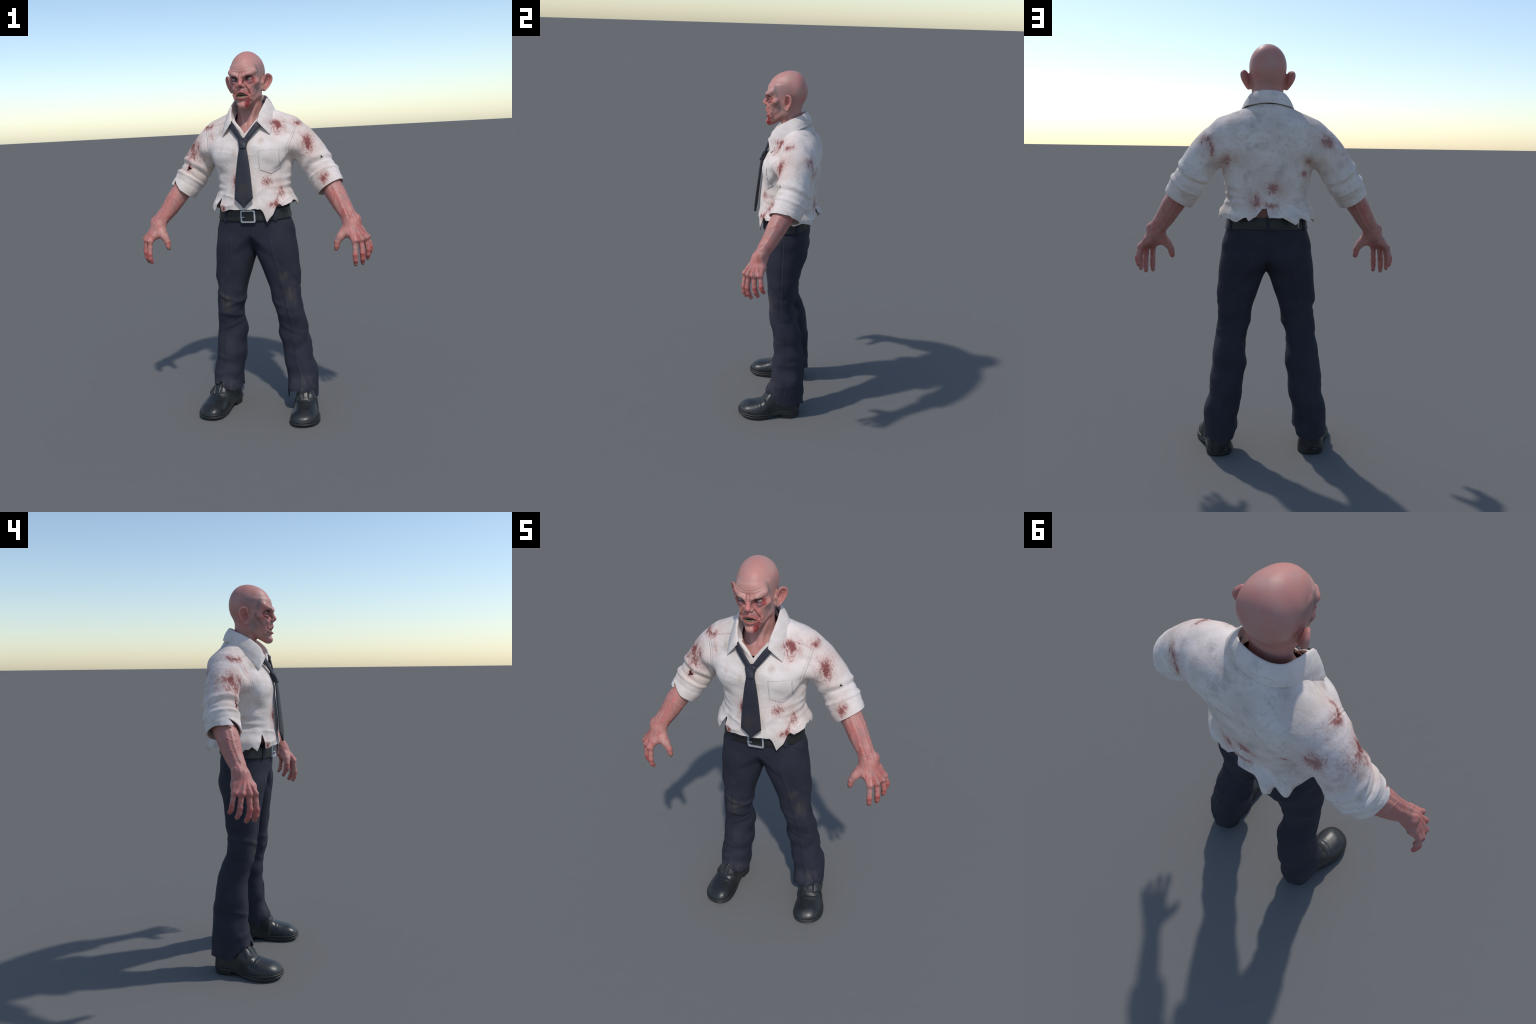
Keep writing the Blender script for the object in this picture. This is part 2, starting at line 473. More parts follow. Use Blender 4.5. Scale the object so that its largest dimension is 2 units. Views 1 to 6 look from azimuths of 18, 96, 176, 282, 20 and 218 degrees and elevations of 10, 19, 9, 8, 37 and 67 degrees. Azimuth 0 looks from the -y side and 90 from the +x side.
def shirt_material(seams=True):
    M = Mat("dirty_white_cotton", 0.85, 0.2)
    n1 = M.noise(7, 5, 0.6); n2 = M.noise(34, 4, 0.6); n3 = M.noise(120, 3); n4 = M.noise(500, 2)
    c = M.mix(M.ramp(n1, 0.35, 0.7), (0.775, 0.695, 0.65), (0.65, 0.555, 0.495))
    s2 = M.n.new("ShaderNodeSeparateXYZ"); M.l.new(M.P, s2.inputs[0])
    back = M.ramp(s2.outputs[1], 0.02, 0.12)
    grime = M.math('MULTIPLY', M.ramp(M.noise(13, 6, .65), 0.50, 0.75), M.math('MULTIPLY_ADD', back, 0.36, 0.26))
    c = M.mix(grime, c, (0.36, 0.30, 0.265))
    # thin crossing crease stains
    for st, k in (((.75, 1, .75), .42), ((.4, 1, 1), .35)):
        v = M.math('ABSOLUTE', M.math('SUBTRACT', M.noise(15, 3, .6, stretch=st, dist=.6), 0.5))
        c = M.mix(M.math('MULTIPLY', M.math('MULTIPLY', M.ramp(v, 0.022, 0.0), M.ramp(n2, .4, .65)), M.math('MULTIPLY_ADD', back, .20, .08)), c, (0.36, .26, .22))
    c = M.mix(M.math('MULTIPLY', M.ramp(n3, 0.62, 0.75), 0.25), c, (0.42, .36, .33))
    # brown sweat smears
    for p, r in (((-.13, -.09, 1.50), (.02, .07, .035)), ((-.055, -.11, 1.475), (.022, .06, .03)), ((.09, -.1, 1.535), (.028, .07, .03)),
                 ((-.15, -.05, 1.59), (.03, .06, .03)), ((.17, -.09, 1.31), (.05, .08, .06))):
        c = M.mix(M.math('MULTIPLY', M.blob(p, r, 0.9, n2, 1.2), 0.45), c, (0.44, .30, .21))
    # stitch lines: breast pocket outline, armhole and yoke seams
    PKS = [(.076, 1.486), (.078, 1.386), (.133, 1.362), (.176, 1.390), (.181, 1.489)]
    flat = M.vec('MULTIPLY', M.P, (1, 0, 1)); keep = M.P; M.P = flat
    frontm = M.ramp(s2.outputs[1], -.02, -.04)
    edges = [M.stroke((a[0], 0, a[1]), (b[0], 0, b[1]), .0024, 0.7) for a, b in zip(PKS, PKS[1:] + PKS[:1])]
    M.P = keep
    c = M.mix(M.math('MULTIPLY', M.math('MULTIPLY', M.maxm(edges), frontm), 0.38), c, (0.20, .18, .17))
    ax = M.math('ABSOLUTE', s2.outputs[0])
    vis = 1.0 if seams else 0.0
    sd = M.math('ADD', M.math('ADD', M.math('MULTIPLY', M.math('SUBTRACT', ax, .236), .957), M.math('MULTIPLY', s2.outputs[1], .06)), M.math('MULTIPLY', M.math('SUBTRACT', s2.outputs[2], 1.54), -.285))
    hi = M.ramp(s2.outputs[2], 1.455, 1.475)
    for o, k in ((0.0, .55), (-.011, .3)):
        line = M.ramp(M.math('ABSOLUTE', M.math('SUBTRACT', sd, o)), .0022, .0008)
        c = M.mix(M.math('MULTIPLY', M.math('MULTIPLY', line, hi), M.math('MULTIPLY', M.ramp(s2.outputs[1], .09, .03), k * vis)), c, (0.26, .21, .19))
    yk = M.math('ADD', M.math('ADD', s2.outputs[1], .022), M.math('MULTIPLY', ax, -.10))
    line = M.ramp(M.math('ABSOLUTE', yk), .0020, .0006)
    on = M.math('MULTIPLY', M.ramp(s2.outputs[2], 1.575, 1.59), M.ramp(ax, .25, .245))
    c = M.mix(M.math('MULTIPLY', M.math('MULTIPLY', line, on), .5 * vis), c, (0.26, .21, .19))
    # blood splatters: centre, radii
    nst = M.noise(30, 4, .65, stretch=(1.0, 1.0, .45), dist=.5)
    W = M.math('ADD', M.math('MULTIPLY', nst, 0.75), M.math('MULTIPLY', n3, 0.35))
    STAINS = BLOOD
    core, halo = [], []
    for p, r in STAINS:
        q = M.vec('DIVIDE', M.vec('SUBTRACT', M.P, p), r)
        d = M.vec('LENGTH', q)
        core.append(d)
    dmin = core[0]
    for d in core[1:]: dmin = M.math('MINIMUM', dmin, d)
    dw = M.math('MULTIPLY_ADD', M.math('SUBTRACT', W, 0.55), 5.0, dmin)
    c = M.mix(M.math('MULTIPLY', M.ramp(dw, 4.6, 1.0), 0.28), c, (0.62, .42, .37))
    c = M.mix(M.math('MULTIPLY', M.ramp(dw, 2.2, 0.4), 0.55), c, (0.50, .235, .20))
    c = M.mix(M.math('MULTIPLY', M.ramp(dw, 1.3, 0.2), M.math('MULTIPLY_ADD', back, -.38, 0.92)), c, (0.205, .045, .043))
    drops = M.math('MULTIPLY', M.ramp(M.noise(95, 1), 0.655, 0.70), M.ramp(dmin, 2.3, 1.0))
    c = M.mix(M.math('MULTIPLY', drops, 0.8), c, (0.25, .07, .065))
    wr = M.noise(22, 5, .6, stretch=(1, 1, 1.6), dist=.8)
    M.bump(M.math('ADD', M.math('MULTIPLY', n3, .35), M.math('MULTIPLY', wr, 1.6)), 0.35, 0.004)
    return M.color(c)

def trouser_material():
    M = Mat("navy_wool", 0.8, 0.25)
    n1 = M.noise(9, 4); n2 = M.noise(60, 4); n3 = M.noise(420, 2)
    c = M.mix(M.ramp(n1, 0.35, 0.7), (0.023, 0.0245, 0.037), (0.030, 0.031, 0.045))
    dust = (0.078, 0.067, 0.060)
    st = M.noise(26, 5, .65, stretch=(1.0, 1.0, .4))
    for p, r, k in (((.21, -.07, .70), (.07, .08, .12), .75), ((-.17, -.07, .66), (.06, .08, .12), .75),
                    ((.17, -.07, .80), (.05, .08, .05), .6), ((-.17, -.08, .83), (.05, .08, .05), .55),
                    ((-.20, 0., .40), (.06, .08, .07), .4), ((-.22, 0., .14), (.11, .14, .06), .9), ((.24, 0., .16), (.11, .14, .09), .85)):
        c = M.mix(M.math('MULTIPLY', M.math('MULTIPLY', M.blob(p, r, 0.9), M.ramp(st, 0.42, 0.66)), k), c, dust)
    c = M.mix(M.math('MULTIPLY', M.ramp(n2, 0.6, 0.75), 0.3), c, (0.055, .054, .062))
    M.bump(M.math('ADD', M.math('MULTIPLY', n3, .5), n2), 0.2, 0.0015)
    return M.color(c)

def leather(name, col, rough, dusty=0.3):
    M = Mat(name, rough, 0.5)
    n1 = M.noise(14, 4); n2 = M.noise(90, 3)
    c = M.mix(M.ramp(n1, 0.4, 0.7), col, tuple(v * 1.45 + 0.004 for v in col))
    c = M.mix(M.math('MULTIPLY', M.ramp(n2, 0.55, 0.75), dusty), c, (0.055, .052, .05))
    M.rough(M.math('MULTIPLY_ADD', n1, 0.25, rough - 0.1))
    M.bump(n2, 0.12, 0.001)
    return M.color(c)

def plain(name, col, rough=0.6, spec=0.4, metallic=0.0, vary=0.15, scale=30):
    M = Mat(name, rough, spec, metallic)
    n = M.noise(scale, 4)
    M.bump(n, 0.08, 0.001)
    return M.color(M.mix(M.ramp(n, 0.3, 0.7), col, tuple(v * (1 - vary) for v in col)))

def tie_material():
    M = Mat("navy_silk", 0.55, 0.4)
    n = M.noise(12, 4); s = M.noise(300, 2, stretch=(1, 1, .2))
    c = M.mix(M.ramp(n, .35, .7), (0.020, 0.021, 0.030), (0.027, 0.028, 0.039))
    c = M.mix(M.math('MULTIPLY', M.math('MULTIPLY', M.blob((0, -.17, 1.28), (.06, .08, .07), .9), M.ramp(n, .4, .6)), .5), c, (0.045, .030, .027))
    M.bump(s, 0.1, 0.001)
    return M.color(c)

# blood stain centres and radii on the shirt (depth radius is generous so a stain soaks the layer it lies on)
BLOOD = [((.315, -.01, 1.52), (.030, .045, .046)), ((.165, -.03, 1.60), (.022, .06, .026)), ((.15, 0.0, 1.625), (.03, .05, .012)),
         ((.115, -.13, 1.33), (.020, .06, .024)), ((.175, -.12, 1.262), (.016, .06, .030)), ((.15, -.13, 1.205), (.022, .06, .020)),
         ((-.055, -.13, 1.325), (.014, .06, .034)), ((-.135, -.13, 1.185), (.012, .05, .014)), ((.40, -.02, 1.325), (.020, .05, .026)),
         ((-.335, .03, 1.50), (.046, .06, .046)), ((-.30, -.02, 1.52), (.016, .06, .03)), ((-.25, .02, 1.62), (.035, .045, .014)),
         ((-.36, -.02, 1.405), (.014, .04, .016)), ((-.215, -.06, 1.575), (.012, .05, .02)), ((.265, .02, 1.625), (.024, .03, .014)),
         ((.285, .155, 1.55), (.026, .03, .022)), ((-.28, .155, 1.55), (.028, .03, .024)), ((.195, .18, 1.455), (.018, .06, .020)),
         ((-.02, .19, 1.325), (.026, .05, .022)), ((.055, .19, 1.265), (.022, .05, .026)), ((-.015, .19, 1.25), (.026, .05, .01)),
         ((-.19, .17, 1.45), (.012, .05, .014)), ((-.17, .17, 1.40), (.010, .05, .010)), ((.262, .16, 1.515), (.010, .03, .03))]

MAT = dict(skin=skin_material(), shirt=shirt_material(), collar=shirt_material(False), trousers=trouser_material(), tie=tie_material(),
           belt=leather("black_belt_leather", (0.010, 0.0105, 0.010), 0.5), shoe=leather("black_shoe_leather", (0.014, 0.015, 0.0155), 0.36, .2),
           sole=leather("black_rubber", (0.012, 0.0125, 0.013), 0.5),
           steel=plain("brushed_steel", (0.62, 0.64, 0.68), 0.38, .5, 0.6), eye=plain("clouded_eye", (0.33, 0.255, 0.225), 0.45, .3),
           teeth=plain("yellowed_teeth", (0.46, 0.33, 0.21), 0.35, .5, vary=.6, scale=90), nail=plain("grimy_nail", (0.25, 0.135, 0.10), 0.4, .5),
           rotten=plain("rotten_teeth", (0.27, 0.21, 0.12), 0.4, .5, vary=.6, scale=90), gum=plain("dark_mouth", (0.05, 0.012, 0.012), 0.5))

# ============================================================================= HEAD
def aX(P):
    Q = P.copy(); Q[:, 0] = np.abs(Q[:, 0]); return Q

EAR_C = np.array([.0985, .011, 1.8365])
_u = np.array([.034, .022, .089]); EAR_U = _u / np.linalg.norm(_u)
_v = np.array([.62, .78, 0.0]); _v -= EAR_U * (_v @ EAR_U); EAR_V = _v / np.linalg.norm(_v)
EAR_N = np.cross(EAR_V, EAR_U)                          # faces out and forward
if EAR_N[1] > 0: EAR_N = -EAR_N

def ear_d(Q):
    q = Q - EAR_C
    u, v, n = q @ EAR_U, q @ EAR_V, q @ EAR_N
    uu = np.clip(u / .043, -1.1, 1.1)
    wv = .0230 * (1 + .42 * uu - .10 * uu * uu)                  # wide at the top, narrow lobe
    vc = v + .001 + .003 * uu
    rho = (np.abs(u / .0435) ** 2.4 + np.abs(vc / wv) ** 2.4 + 1e-9) ** (1 / 2.4)
    n0 = n - .010 * np.clip(rho, 0, 1.1) ** 2 + .004
    disc = np.sqrt(np.maximum(rho - .90, 0) ** 2 * .028 ** 2 + n0 ** 2) - .0042
    rim = np.sqrt(((rho - .90) * .030) ** 2 + (n0 - .0040) ** 2) - (.0055 - .0012 * np.clip(-uu, 0, 1))
    anti = np.sqrt(((rho - .50) * .030) ** 2 + (n0 - .0030) ** 2) - .0042 + .012 * sstep(.1, .7, -vc / wv)
    lobe = ell(Q, EAR_C - EAR_U * .036 - EAR_V * .002 + EAR_N * .003, (.009, .008, .010))
    d = smin(disc, rim, .003); d = smin(d, anti, .003); d = smin(d, lobe, .008)
    root = cone(Q, (.080, .000, 1.862), (.077, -.004, 1.808), .010, .010)
    d = smin(d, root, .012)
    trag = ell(Q, (.0875, -.010, 1.836), (.006, .006, .009))
    d = smin(d, trag, .006)
    hole = ell(Q, EAR_C + EAR_N * .008 - EAR_V * .009 - EAR_U * .004, (.011, .011, .016))
    return smax(d, -hole, .005)

face_w = curve([1.69, 1.705, 1.72, 1.74, 1.77, 1.80, 1.835, 1.86, 1.90, 1.93], [.010, .018, .027, .042, .056, .068, .077, .077, .073, .066])
face_f = curve([1.69, 1.705, 1.72, 1.74, 1.77, 1.80, 1.835, 1.86, 1.90, 1.93], [-.085, -.106, -.116, -.112, -.111, -.110, -.108, -.109, -.1155, -.104])

def head_d(P):
    Q = aX(P)
    d = ell(Q, (0, .002, 1.895), (.0865, .1005, .106))
    q = (Q - np.array((0, .024, 1.899))) / np.array((.0865, .0775, .0985))     # broad back of the skull
    k0 = np.sqrt((np.abs(q[:, 0]) ** 2.5 + np.abs(q[:, 1]) ** 2.5) ** .8 + q[:, 2] ** 2 + 1e-9)
    d = smin(d, (k0 - 1) * .08, .012)
    d = smin(d, ell(Q, (0, -.044, 1.906), (.060, .064, .064)), .03)
    d = smin(d, smax(stack(Q, lambda z: (-face_w(z), face_w(z), face_f(z), .03 + 0 * z), 2.5, 1.705, 1.92, .9), 1.702 + .62 * np.maximum(Q[:, 1] + .088, 0) - Q[:, 2], .012), .02)
    # jaw
    d = smin(d, cone(Q, (.061, -.012, 1.83), (.058, -.018, 1.775), .014, .014), .02)
    d = smin(d, cone(Q, (.058, -.018, 1.773), (.011, -.099, 1.722), .012, .0155), .014)
    d = smin(d, ell(Q, (0, -.100, 1.7215), (.020, .021, .0185)), .012)
    # brow ridge, angled for the scowl
    d = smin(d, chain(Q, [(.0125, -.117, 1.8625, .0125), (.036, -.1140, 1.8745, .0118), (.064, -.087, 1.8905, .0110)]), .016)
    d = smin(d, ell(Q, (.0175, -.1195, 1.868), (.0095, .0105, .0095)), .007)   # knotted frown muscles
    # cheekbones
    d = smin(d, cone(Q, (.036, -.095, 1.824), (.068, -.062, 1.838), .011, .013), .014)
    # muzzle
    d = smin(d, ell(Q, (0, -.083, 1.772), (.043, .036, .040)), .016)
    # neck
    d = smin(d, neck_d(Q), .02)
    # nose
    nose = chain(Q, [(0, -.112, 1.868, .009), (0, -.122, 1.845, .0095), (0, -.1315, 1.8265, .0125)], .006)
    nose = smin(nose, ell(Q, (.0135, -.121, 1.8175), (.0085, .011, .009)), .006)
    d = smin(d, nose, .009)
    d = smax(d, -ell(Q, (.0065, -.1315, 1.8095), (.0042, .006, .0045)), .003)
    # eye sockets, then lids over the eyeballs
    d = smax(d, -ell(Q, (.043, -.122, 1.852), (.0255, .024, .0155)), .012)
    lid = ball(Q, EYE, .0178)
    s = (Q[:, 2] - 1.8530 - .26 * (Q[:, 0] - .042)) / .0068
    tt = (Q[:, 0] - .0415) / .0155
    open_ = np.sqrt(s * s + tt * tt) - 1
    lid = smax(lid, -open_ * .007, .002)
    d = smin(d, lid, .005)
    # bags under the eyes
    d = smin(d, chain(Q, [(.024, -.101, 1.842, .004), (.042, -.1045, 1.8355, .005), (.060, -.092, 1.841, .004)]), .007)
    # nasolabial fold: groove with a ridge outside it
    d = smin(d, chain(Q, [(.024, -.113, 1.829, .006), (.0375, -.106, 1.806, .0085), (.047, -.092, 1.777, .0075), (.046, -.088, 1.753, .005)]), .010)
    d = smax(d, -chain(Q, [(.0195, -.123, 1.824, .0030), (.0305, -.1180, 1.803, .0052), (.0400, -.1060, 1.778, .0052), (.0425, -.100, 1.758, .004)]), .006)
    d = smin(d, ell(Q, (0, -.106, 1.798), (.024, .0205, .014)), .010)          # upper lip mass
    # hollow cheek
    d = smax(d, -ell(Q, (.082, -.072, 1.797), (.018, .026, .022)), .022)
    # lips: ring bent round the muzzle
    x = Q[:, 0]; yy = Q[:, 1] + .1225 - 15.0 * np.minimum(x, .05) ** 2
    for zc, zs, r, w in ((1.7872, -.020, .0066, .034), (1.7545, .008, .0058, .033)):
        zl = zc + zs * (np.minimum(x, .04) / .033) ** 2
        lipd = np.sqrt((Q[:, 2] - zl) ** 2 + yy ** 2 + np.maximum(x - w, 0) ** 2) - r * (1 - .35 * np.clip(x / w, 0, 1))
        d = smin(d, lipd, .006)
    zlo = 1.7585 + .010 * (x / .032) ** 2; zhi = 1.7835 - .017 * (x / .032) ** 2
    zm = (zlo + zhi) / 2; hz = np.maximum((zhi - zlo) / 2, .0012)
    mouth = np.maximum((np.abs(Q[:, 2] - zm) - hz), np.maximum(x - .0325, -.112 - Q[:, 1] - .06 + 0 * x))
    mouth = np.maximum(mouth, Q[:, 1] + .098)
    d = smax(d, -mouth, .004)
    # crease under the lower lip
    d = smax(d, -cone(Q, (0, -.1275, 1.738), (.02, -.118, 1.737), .005, .004), .008)
    # forehead wrinkles and frown lines
    ph = Q[:, 2] - 1.899 - 9.0 * np.minimum(Q[:, 0], .06) ** 2 * np.where(Q[:, 0] < .02, 1, 1) * .6
    mask = sstep(.075, .045, Q[:, 0]) * sstep(-.06, -.085, Q[:, 1])
    for o, a in ((0.0, .0009), (.0105, .0006)):
        d = d + a * mask * np.exp(-((ph - o) / .0022) ** 2)
    vert = np.exp(-((Q[:, 0] - .0065) / .0018) ** 2) * sstep(1.855, 1.863, Q[:, 2]) * sstep(1.892, 1.88, Q[:, 2]) * (Q[:, 1] < -.09)
    d = d + .0036 * vert
    brow2 = Q[:, 2] - (1.886 + .26 * (Q[:, 0] - .012))
    d = d + .0015 * np.exp(-(brow2 / .0022) ** 2) * sstep(.008, .016, Q[:, 0]) * sstep(.07, .05, Q[:, 0]) * (Q[:, 1] < -.06)
    # nose bridge wrinkles
    d = d + .0009 * np.sin((Q[:, 2] - .35 * Q[:, 0]) * 2 * math.pi / .0065) * sstep(.018, .008, Q[:, 0]) * sstep(1.832, 1.84, Q[:, 2]) * sstep(1.868, 1.858, Q[:, 2]) * (Q[:, 1] < -.1)
    d = smin(d, ear_d(Q), .006)
    return d

EYE = (.0415, -.0885, 1.8535)

def neck_d(Q):
    col = tube(Q, [(0, .018, 1.84, .066, .052), (0, .021, 1.78, .067, .054), (0, .020, 1.72, .066, .055), (0, .024, 1.66, .072, .058), (0, .03, 1.60, .085, .066)], (1, 0, 0), 16)
    scm = cone(Q, (.060, .005, 1.79), (.014, -.040, 1.625), .013, .010)    # neck tendons
    lar = ell(Q, (0, -.026, 1.675), (.013, .011, .022))
    d = smin(smin(col, scm, .012), lar, .012)
    chest = ell(Q, (0, .030, 1.52), (.15, .115, .13))
    return smin(d, chest, .04)

V, F, N = polygonise(head_d, (-.14, -.16, 1.56), (.14, .16, 2.01), .0026, relax=1)
V, F, N = clip(V, F, N, 1.575 - V[:, 2])
C = centres(V, F)
q = aX(C) - EAR_C
isear = (q @ EAR_V > -.026 + .0 * q[:, 0]) & (np.abs(C[:, 0]) > .0885) & (C[:, 2] < 1.9) & (C[:, 2] > 1.77)
isneck = C[:, 2] < np.where(C[:, 1] < -.02, 1.715 - .35 * (C[:, 1] + .06), 1.70 + .55 * np.clip(C[:, 1] + .02, 0, .2) * 1.6)
labels = ['ear|%d' % (x > 0) if e else ('neck' if k else 'head') for e, k, x in zip(isear, isneck, C[:, 0])]
skins = dict(head=MAT['skin'], ear=MAT['skin'], neck=MAT['skin'], forearm=MAT['skin'], hand=MAT['skin'], torso=MAT['skin'])
OB = pieces(V, F, N, labels, skins)
HEAD = OB['head']

# eyes
def sphere(c, r, nu=32, nv=20):
    V = [(0, 0, 1)]; F = []
    for j in range(1, nv):
        t = math.pi * j / nv
        V += [(math.sin(t) * math.cos(2 * math.pi * i / nu), math.sin(t) * math.sin(2 * math.pi * i / nu), math.cos(t)) for i in range(nu)]
    V.append((0, 0, -1)); L = len(V) - 1
    for i in range(nu):
        k = (i + 1) % nu
        F.append((0, 1 + i, 1 + k)); F.append((L, L - nu + k, L - nu + i))
        for j in range(nv - 2):
            a = 1 + j * nu
            F.append((a + i, a + nu + i, a + nu + k, a + k))
    return np.array(V) * r + np.array(c), F
for s in (1, -1):
    v, f = sphere((s * EYE[0], EYE[1], EYE[2]), .0160)
    add("eye", v, f, MAT['eye'], HEAD)

# teeth: two bent rows of separate crowns, plus the dark gums behind them
rng = np.random.default_rng(5)
for row, zc in ((1, 1.7768), (-1, 1.7622)):
    parts = []
    for i in range(-4, 5):
        x = i * .0058
        y = -.1165 + 15 * x * x
        hh = .0048 + .0012 * rng.random() - .0006 * abs(i) * .5
        v, f = box((0, 0, 0), (.0026, .0024, hh), .5)
        a = 28 * x
        v = v @ np.array([[math.cos(a), math.sin(a), 0], [-math.sin(a), math.cos(a), 0], [0, 0, 1]])
        parts.append((v + np.array((x, y, zc + row * (.0012 - 9 * x * x) + .0008 * rng.standard_normal())), f))
    v, f = join(parts)
    ob = add("teeth", v, f, MAT['teeth' if row < 0 else 'rotten'], HEAD, smooth=False); ob["kind"] = "stuff"
v, f = sphere((0, -.088, 1.770), 1.0); v = (v - np.array((0, -.088, 1.770))) * np.array((.030, .020, .018)) + np.array((0, -.088, 1.770))
add("gums", v, f, MAT['gum'], HEAD)

# ============================================================================= ARMS AND HANDS
ARM = [(.375, .085, 1.375, .055, .052), (.424, .031, 1.287, .053, .054), (.461, .001, 1.232, .051, .051), (.499, -.029, 1.171, .045, .042), (.527, -.054, 1.132, .040, .036), (.546, -.071, 1.099, .0395, .031)]
FINGERS = {  # knuckle, middle joint, tip, radius
    'index': ((.571, -.142, 1.012), (.575, -.151, .941), (.573, -.138, .893), .0125),
    'middle': ((.600, -.120, 1.013), (.608, -.127, .947), (.605, -.108, .894), .0128),
    'ring': ((.620, -.091, 1.017), (.631, -.086, .959), (.626, -.070, .913), .0122),
    'pinky': ((.625, -.058, 1.020), (.639, -.051, .969), (.634, -.038, .937), .0110)}
WR = np.array((.548, -.071, 1.100))

def finger_rows(k, p, t, r):
    k, p, t = map(np.array, (k, p, t))
    out = np.array((.25, -.75, .1)); out /= np.linalg.norm(out)
    dip = p * .42 + t * .58 + out * .005
    return [(*k, r * 1.18), (*(k * .5 + p * .5), r * .98), (*p, r * 1.05), (*(p * .5 + dip * .5), r * .93), (*dip, r * .98), (*t, r * .86)]

def arm_d(P):
    d = tube(P, ARM, (.83, .2, .5), 22)
    d = smin(d, ball(P, (.574, -.060, 1.122), .016), .02)          # wrist bone
    # palm: tapered rays from wrist to knuckles
    palm = None
    for k, (a, b, c, r) in FINGERS.items():
        a = np.array(a); base = WR + (a - WR) * .12 + (np.array(a) - np.array((.604, -.10, 1.015))) * .25
        ray = chain(P, [(*base, .024), (*(base * .45 + a * .55 + np.array((-.006, .004, 0))), .0195), (*a, r * 1.2)], .01)
        palm = ray if palm is None else smin(palm, ray, .016)
    thumbpad = chain(P, [(.540, -.078, 1.085, .022), (.517, -.098, 1.055, .0235), (.495, -.113, 1.030, .0185)], .015)
    palm = smin(palm, thumbpad, .022)
    web = cone(P, (.522, -.104, 1.045), (.556, -.122, 1.035), .012, .014)
    palm = smin(palm, web, .02)
    d = smin(d, palm, .028)
    for k, row in FINGERS.items():
        fr = finger_rows(*row)
        d = smin(d, chain(P, fr, .006), .008)
    d = smin(d, chain(P, [(.497, -.112, 1.035, .0185), (.478, -.118, 1.003, .0155), (.475, -.119, .983, .0135), (.4725, -.119, .969, .0118)], .006), .014)
    # tendons fan over the back of the hand
    for k, (a, b, c, r) in FINGERS.items():
        a = np.array(a); o = np.array((.009, -.011, .004))
        d = smin(d, cone(P, WR + np.array((.012, -.022, .0)), a + o, .004, .0065), .012)
    vein = np.maximum(1 - 7 * np.abs(noise(P @ np.array([[1, 0, .5], [0, 1, .4], [-.3, .3, .55]]), 26, 91)), 0)
    d = d - .0016 * vein * sstep(1.31, 1.27, P[:, 2]) * sstep(1.0, 1.03, P[:, 2])
    # forearm sinew
    low = sstep(1.33, 1.27, P[:, 2]) * sstep(1.09, 1.13, P[:, 2])
    q = P - np.array(ARM[1][:3]); ax = np.array((.48, -.45, -.75))
    along = q @ ax
    d = d - .0009 * low * np.sin((P[:, 0] * 1.3 + P[:, 1] * 1.0 + P[:, 2] * .22) * 190 + noise(P, 14, 3) * 1.2)
    return d

V, F, N = polygonise(arm_d, (.30, -.19, .865), (.69, .16, 1.44), .0034, relax=1)
V, F, N = clip(V, F, N, V[:, 2] - 1.385)
C = centres(V, F)
cut = (C - np.array((.552, -.074, 1.095))) @ np.array((.45, -.35, -.82))
labels = ['hand' if k > 0 else 'forearm' for k in cut]
for s in (1, -1):
    v, f, n = (V, F, N) if s > 0 else mirror(V, F, N)
    OB = pieces(v, f, n, labels, skins)
    # fingernails: small curved plates on the outer side of every tip
    tips = [finger_rows(*row) for row in FINGERS.values()] + [[(.478, -.118, 1.003, .0155), (.475, -.119, .983, .0135), (.4725, -.119, .969, .0118)]]
    for k, r in enumerate(tips):
        a, b = np.array(r[-2][:3]), np.array(r[-1][:3]); rad = r[-1][3]
        T = unit((b - a)[None])[0]
        out = np.array((.25, -.95, .0)) if k < 4 else np.array((-.45, -.9, 0))
        O = unit((out - T * (out @ T))[None])[0]; S = np.cross(T, O)
        nu, nv = 9, 7; pts = []
        for i in range(nu):
            ang = (i / (nu - 1) - .5) * 1.7
            for j in range(nv):
                t = j / (nv - 1)
                l = -.004 + .0145 * t
                edge = math.sqrt(max(0, 1 - max(0, (t - .6) / .42) ** 2)) * math.sqrt(max(0, 1 - max(0, (.3 - t) / .45) ** 2))
                rr = (rad + .0013) * (1 - .32 * t * t)
                pts.append(b + T * l + O * rr * math.cos(ang * edge) + S * rr * math.sin(ang * edge))
        pv = np.array(pts); pf = grid_faces(nu, nv)
        pn = mesh_normals(pv, pf)
        if (pn @ O).mean() < 0: pf = [q[::-1] for q in pf]; pn = -pn
        pv, pf = shell(pv, pf, pn, .0016)
        if s < 0: pv = pv * np.array((-1, 1, 1)); pf = [q[::-1] for q in pf]
        add("fingernail", pv, pf, MAT['nail'], OB['hand'])

# ============================================================================= SHIRT
tw = curve([1.10, 1.18, 1.21, 1.235, 1.262, 1.30, 1.355, 1.42, 1.49, 1.55, 1.60, 1.64, 1.68, 1.72],
           [.222, .226, .225, .213, .199, .196, .206, .220, .228, .224, .205, .170, .118, .080])
tf = curve([1.10, 1.20, 1.235, 1.274, 1.355, 1.42, 1.488, 1.55, 1.60, 1.64, 1.68, 1.72],
           [-.150, -.151, -.145, -.146, -.138, -.130, -.122, -.106, -.085, -.060, -.035, -.015])
tb = curve([1.10, 1.18, 1.20, 1.235, 1.263, 1.368, 1.47, 1.553, 1.61, 1.66, 1.70, 1.74],
           [.188, .192, .192, .180, .178, .187, .192, .193, .182, .160, .140, .120])
SLEEVE = [(.17, .070, 1.578, .070, .085), (.236, .071, 1.545, .081, .090), (.287, .072, 1.489, .083, .086), (.335, .071, 1.420, .083, .082), (.368, .069, 1.357, .080, .080), (.387, .060, 1.318, .068, .074)]
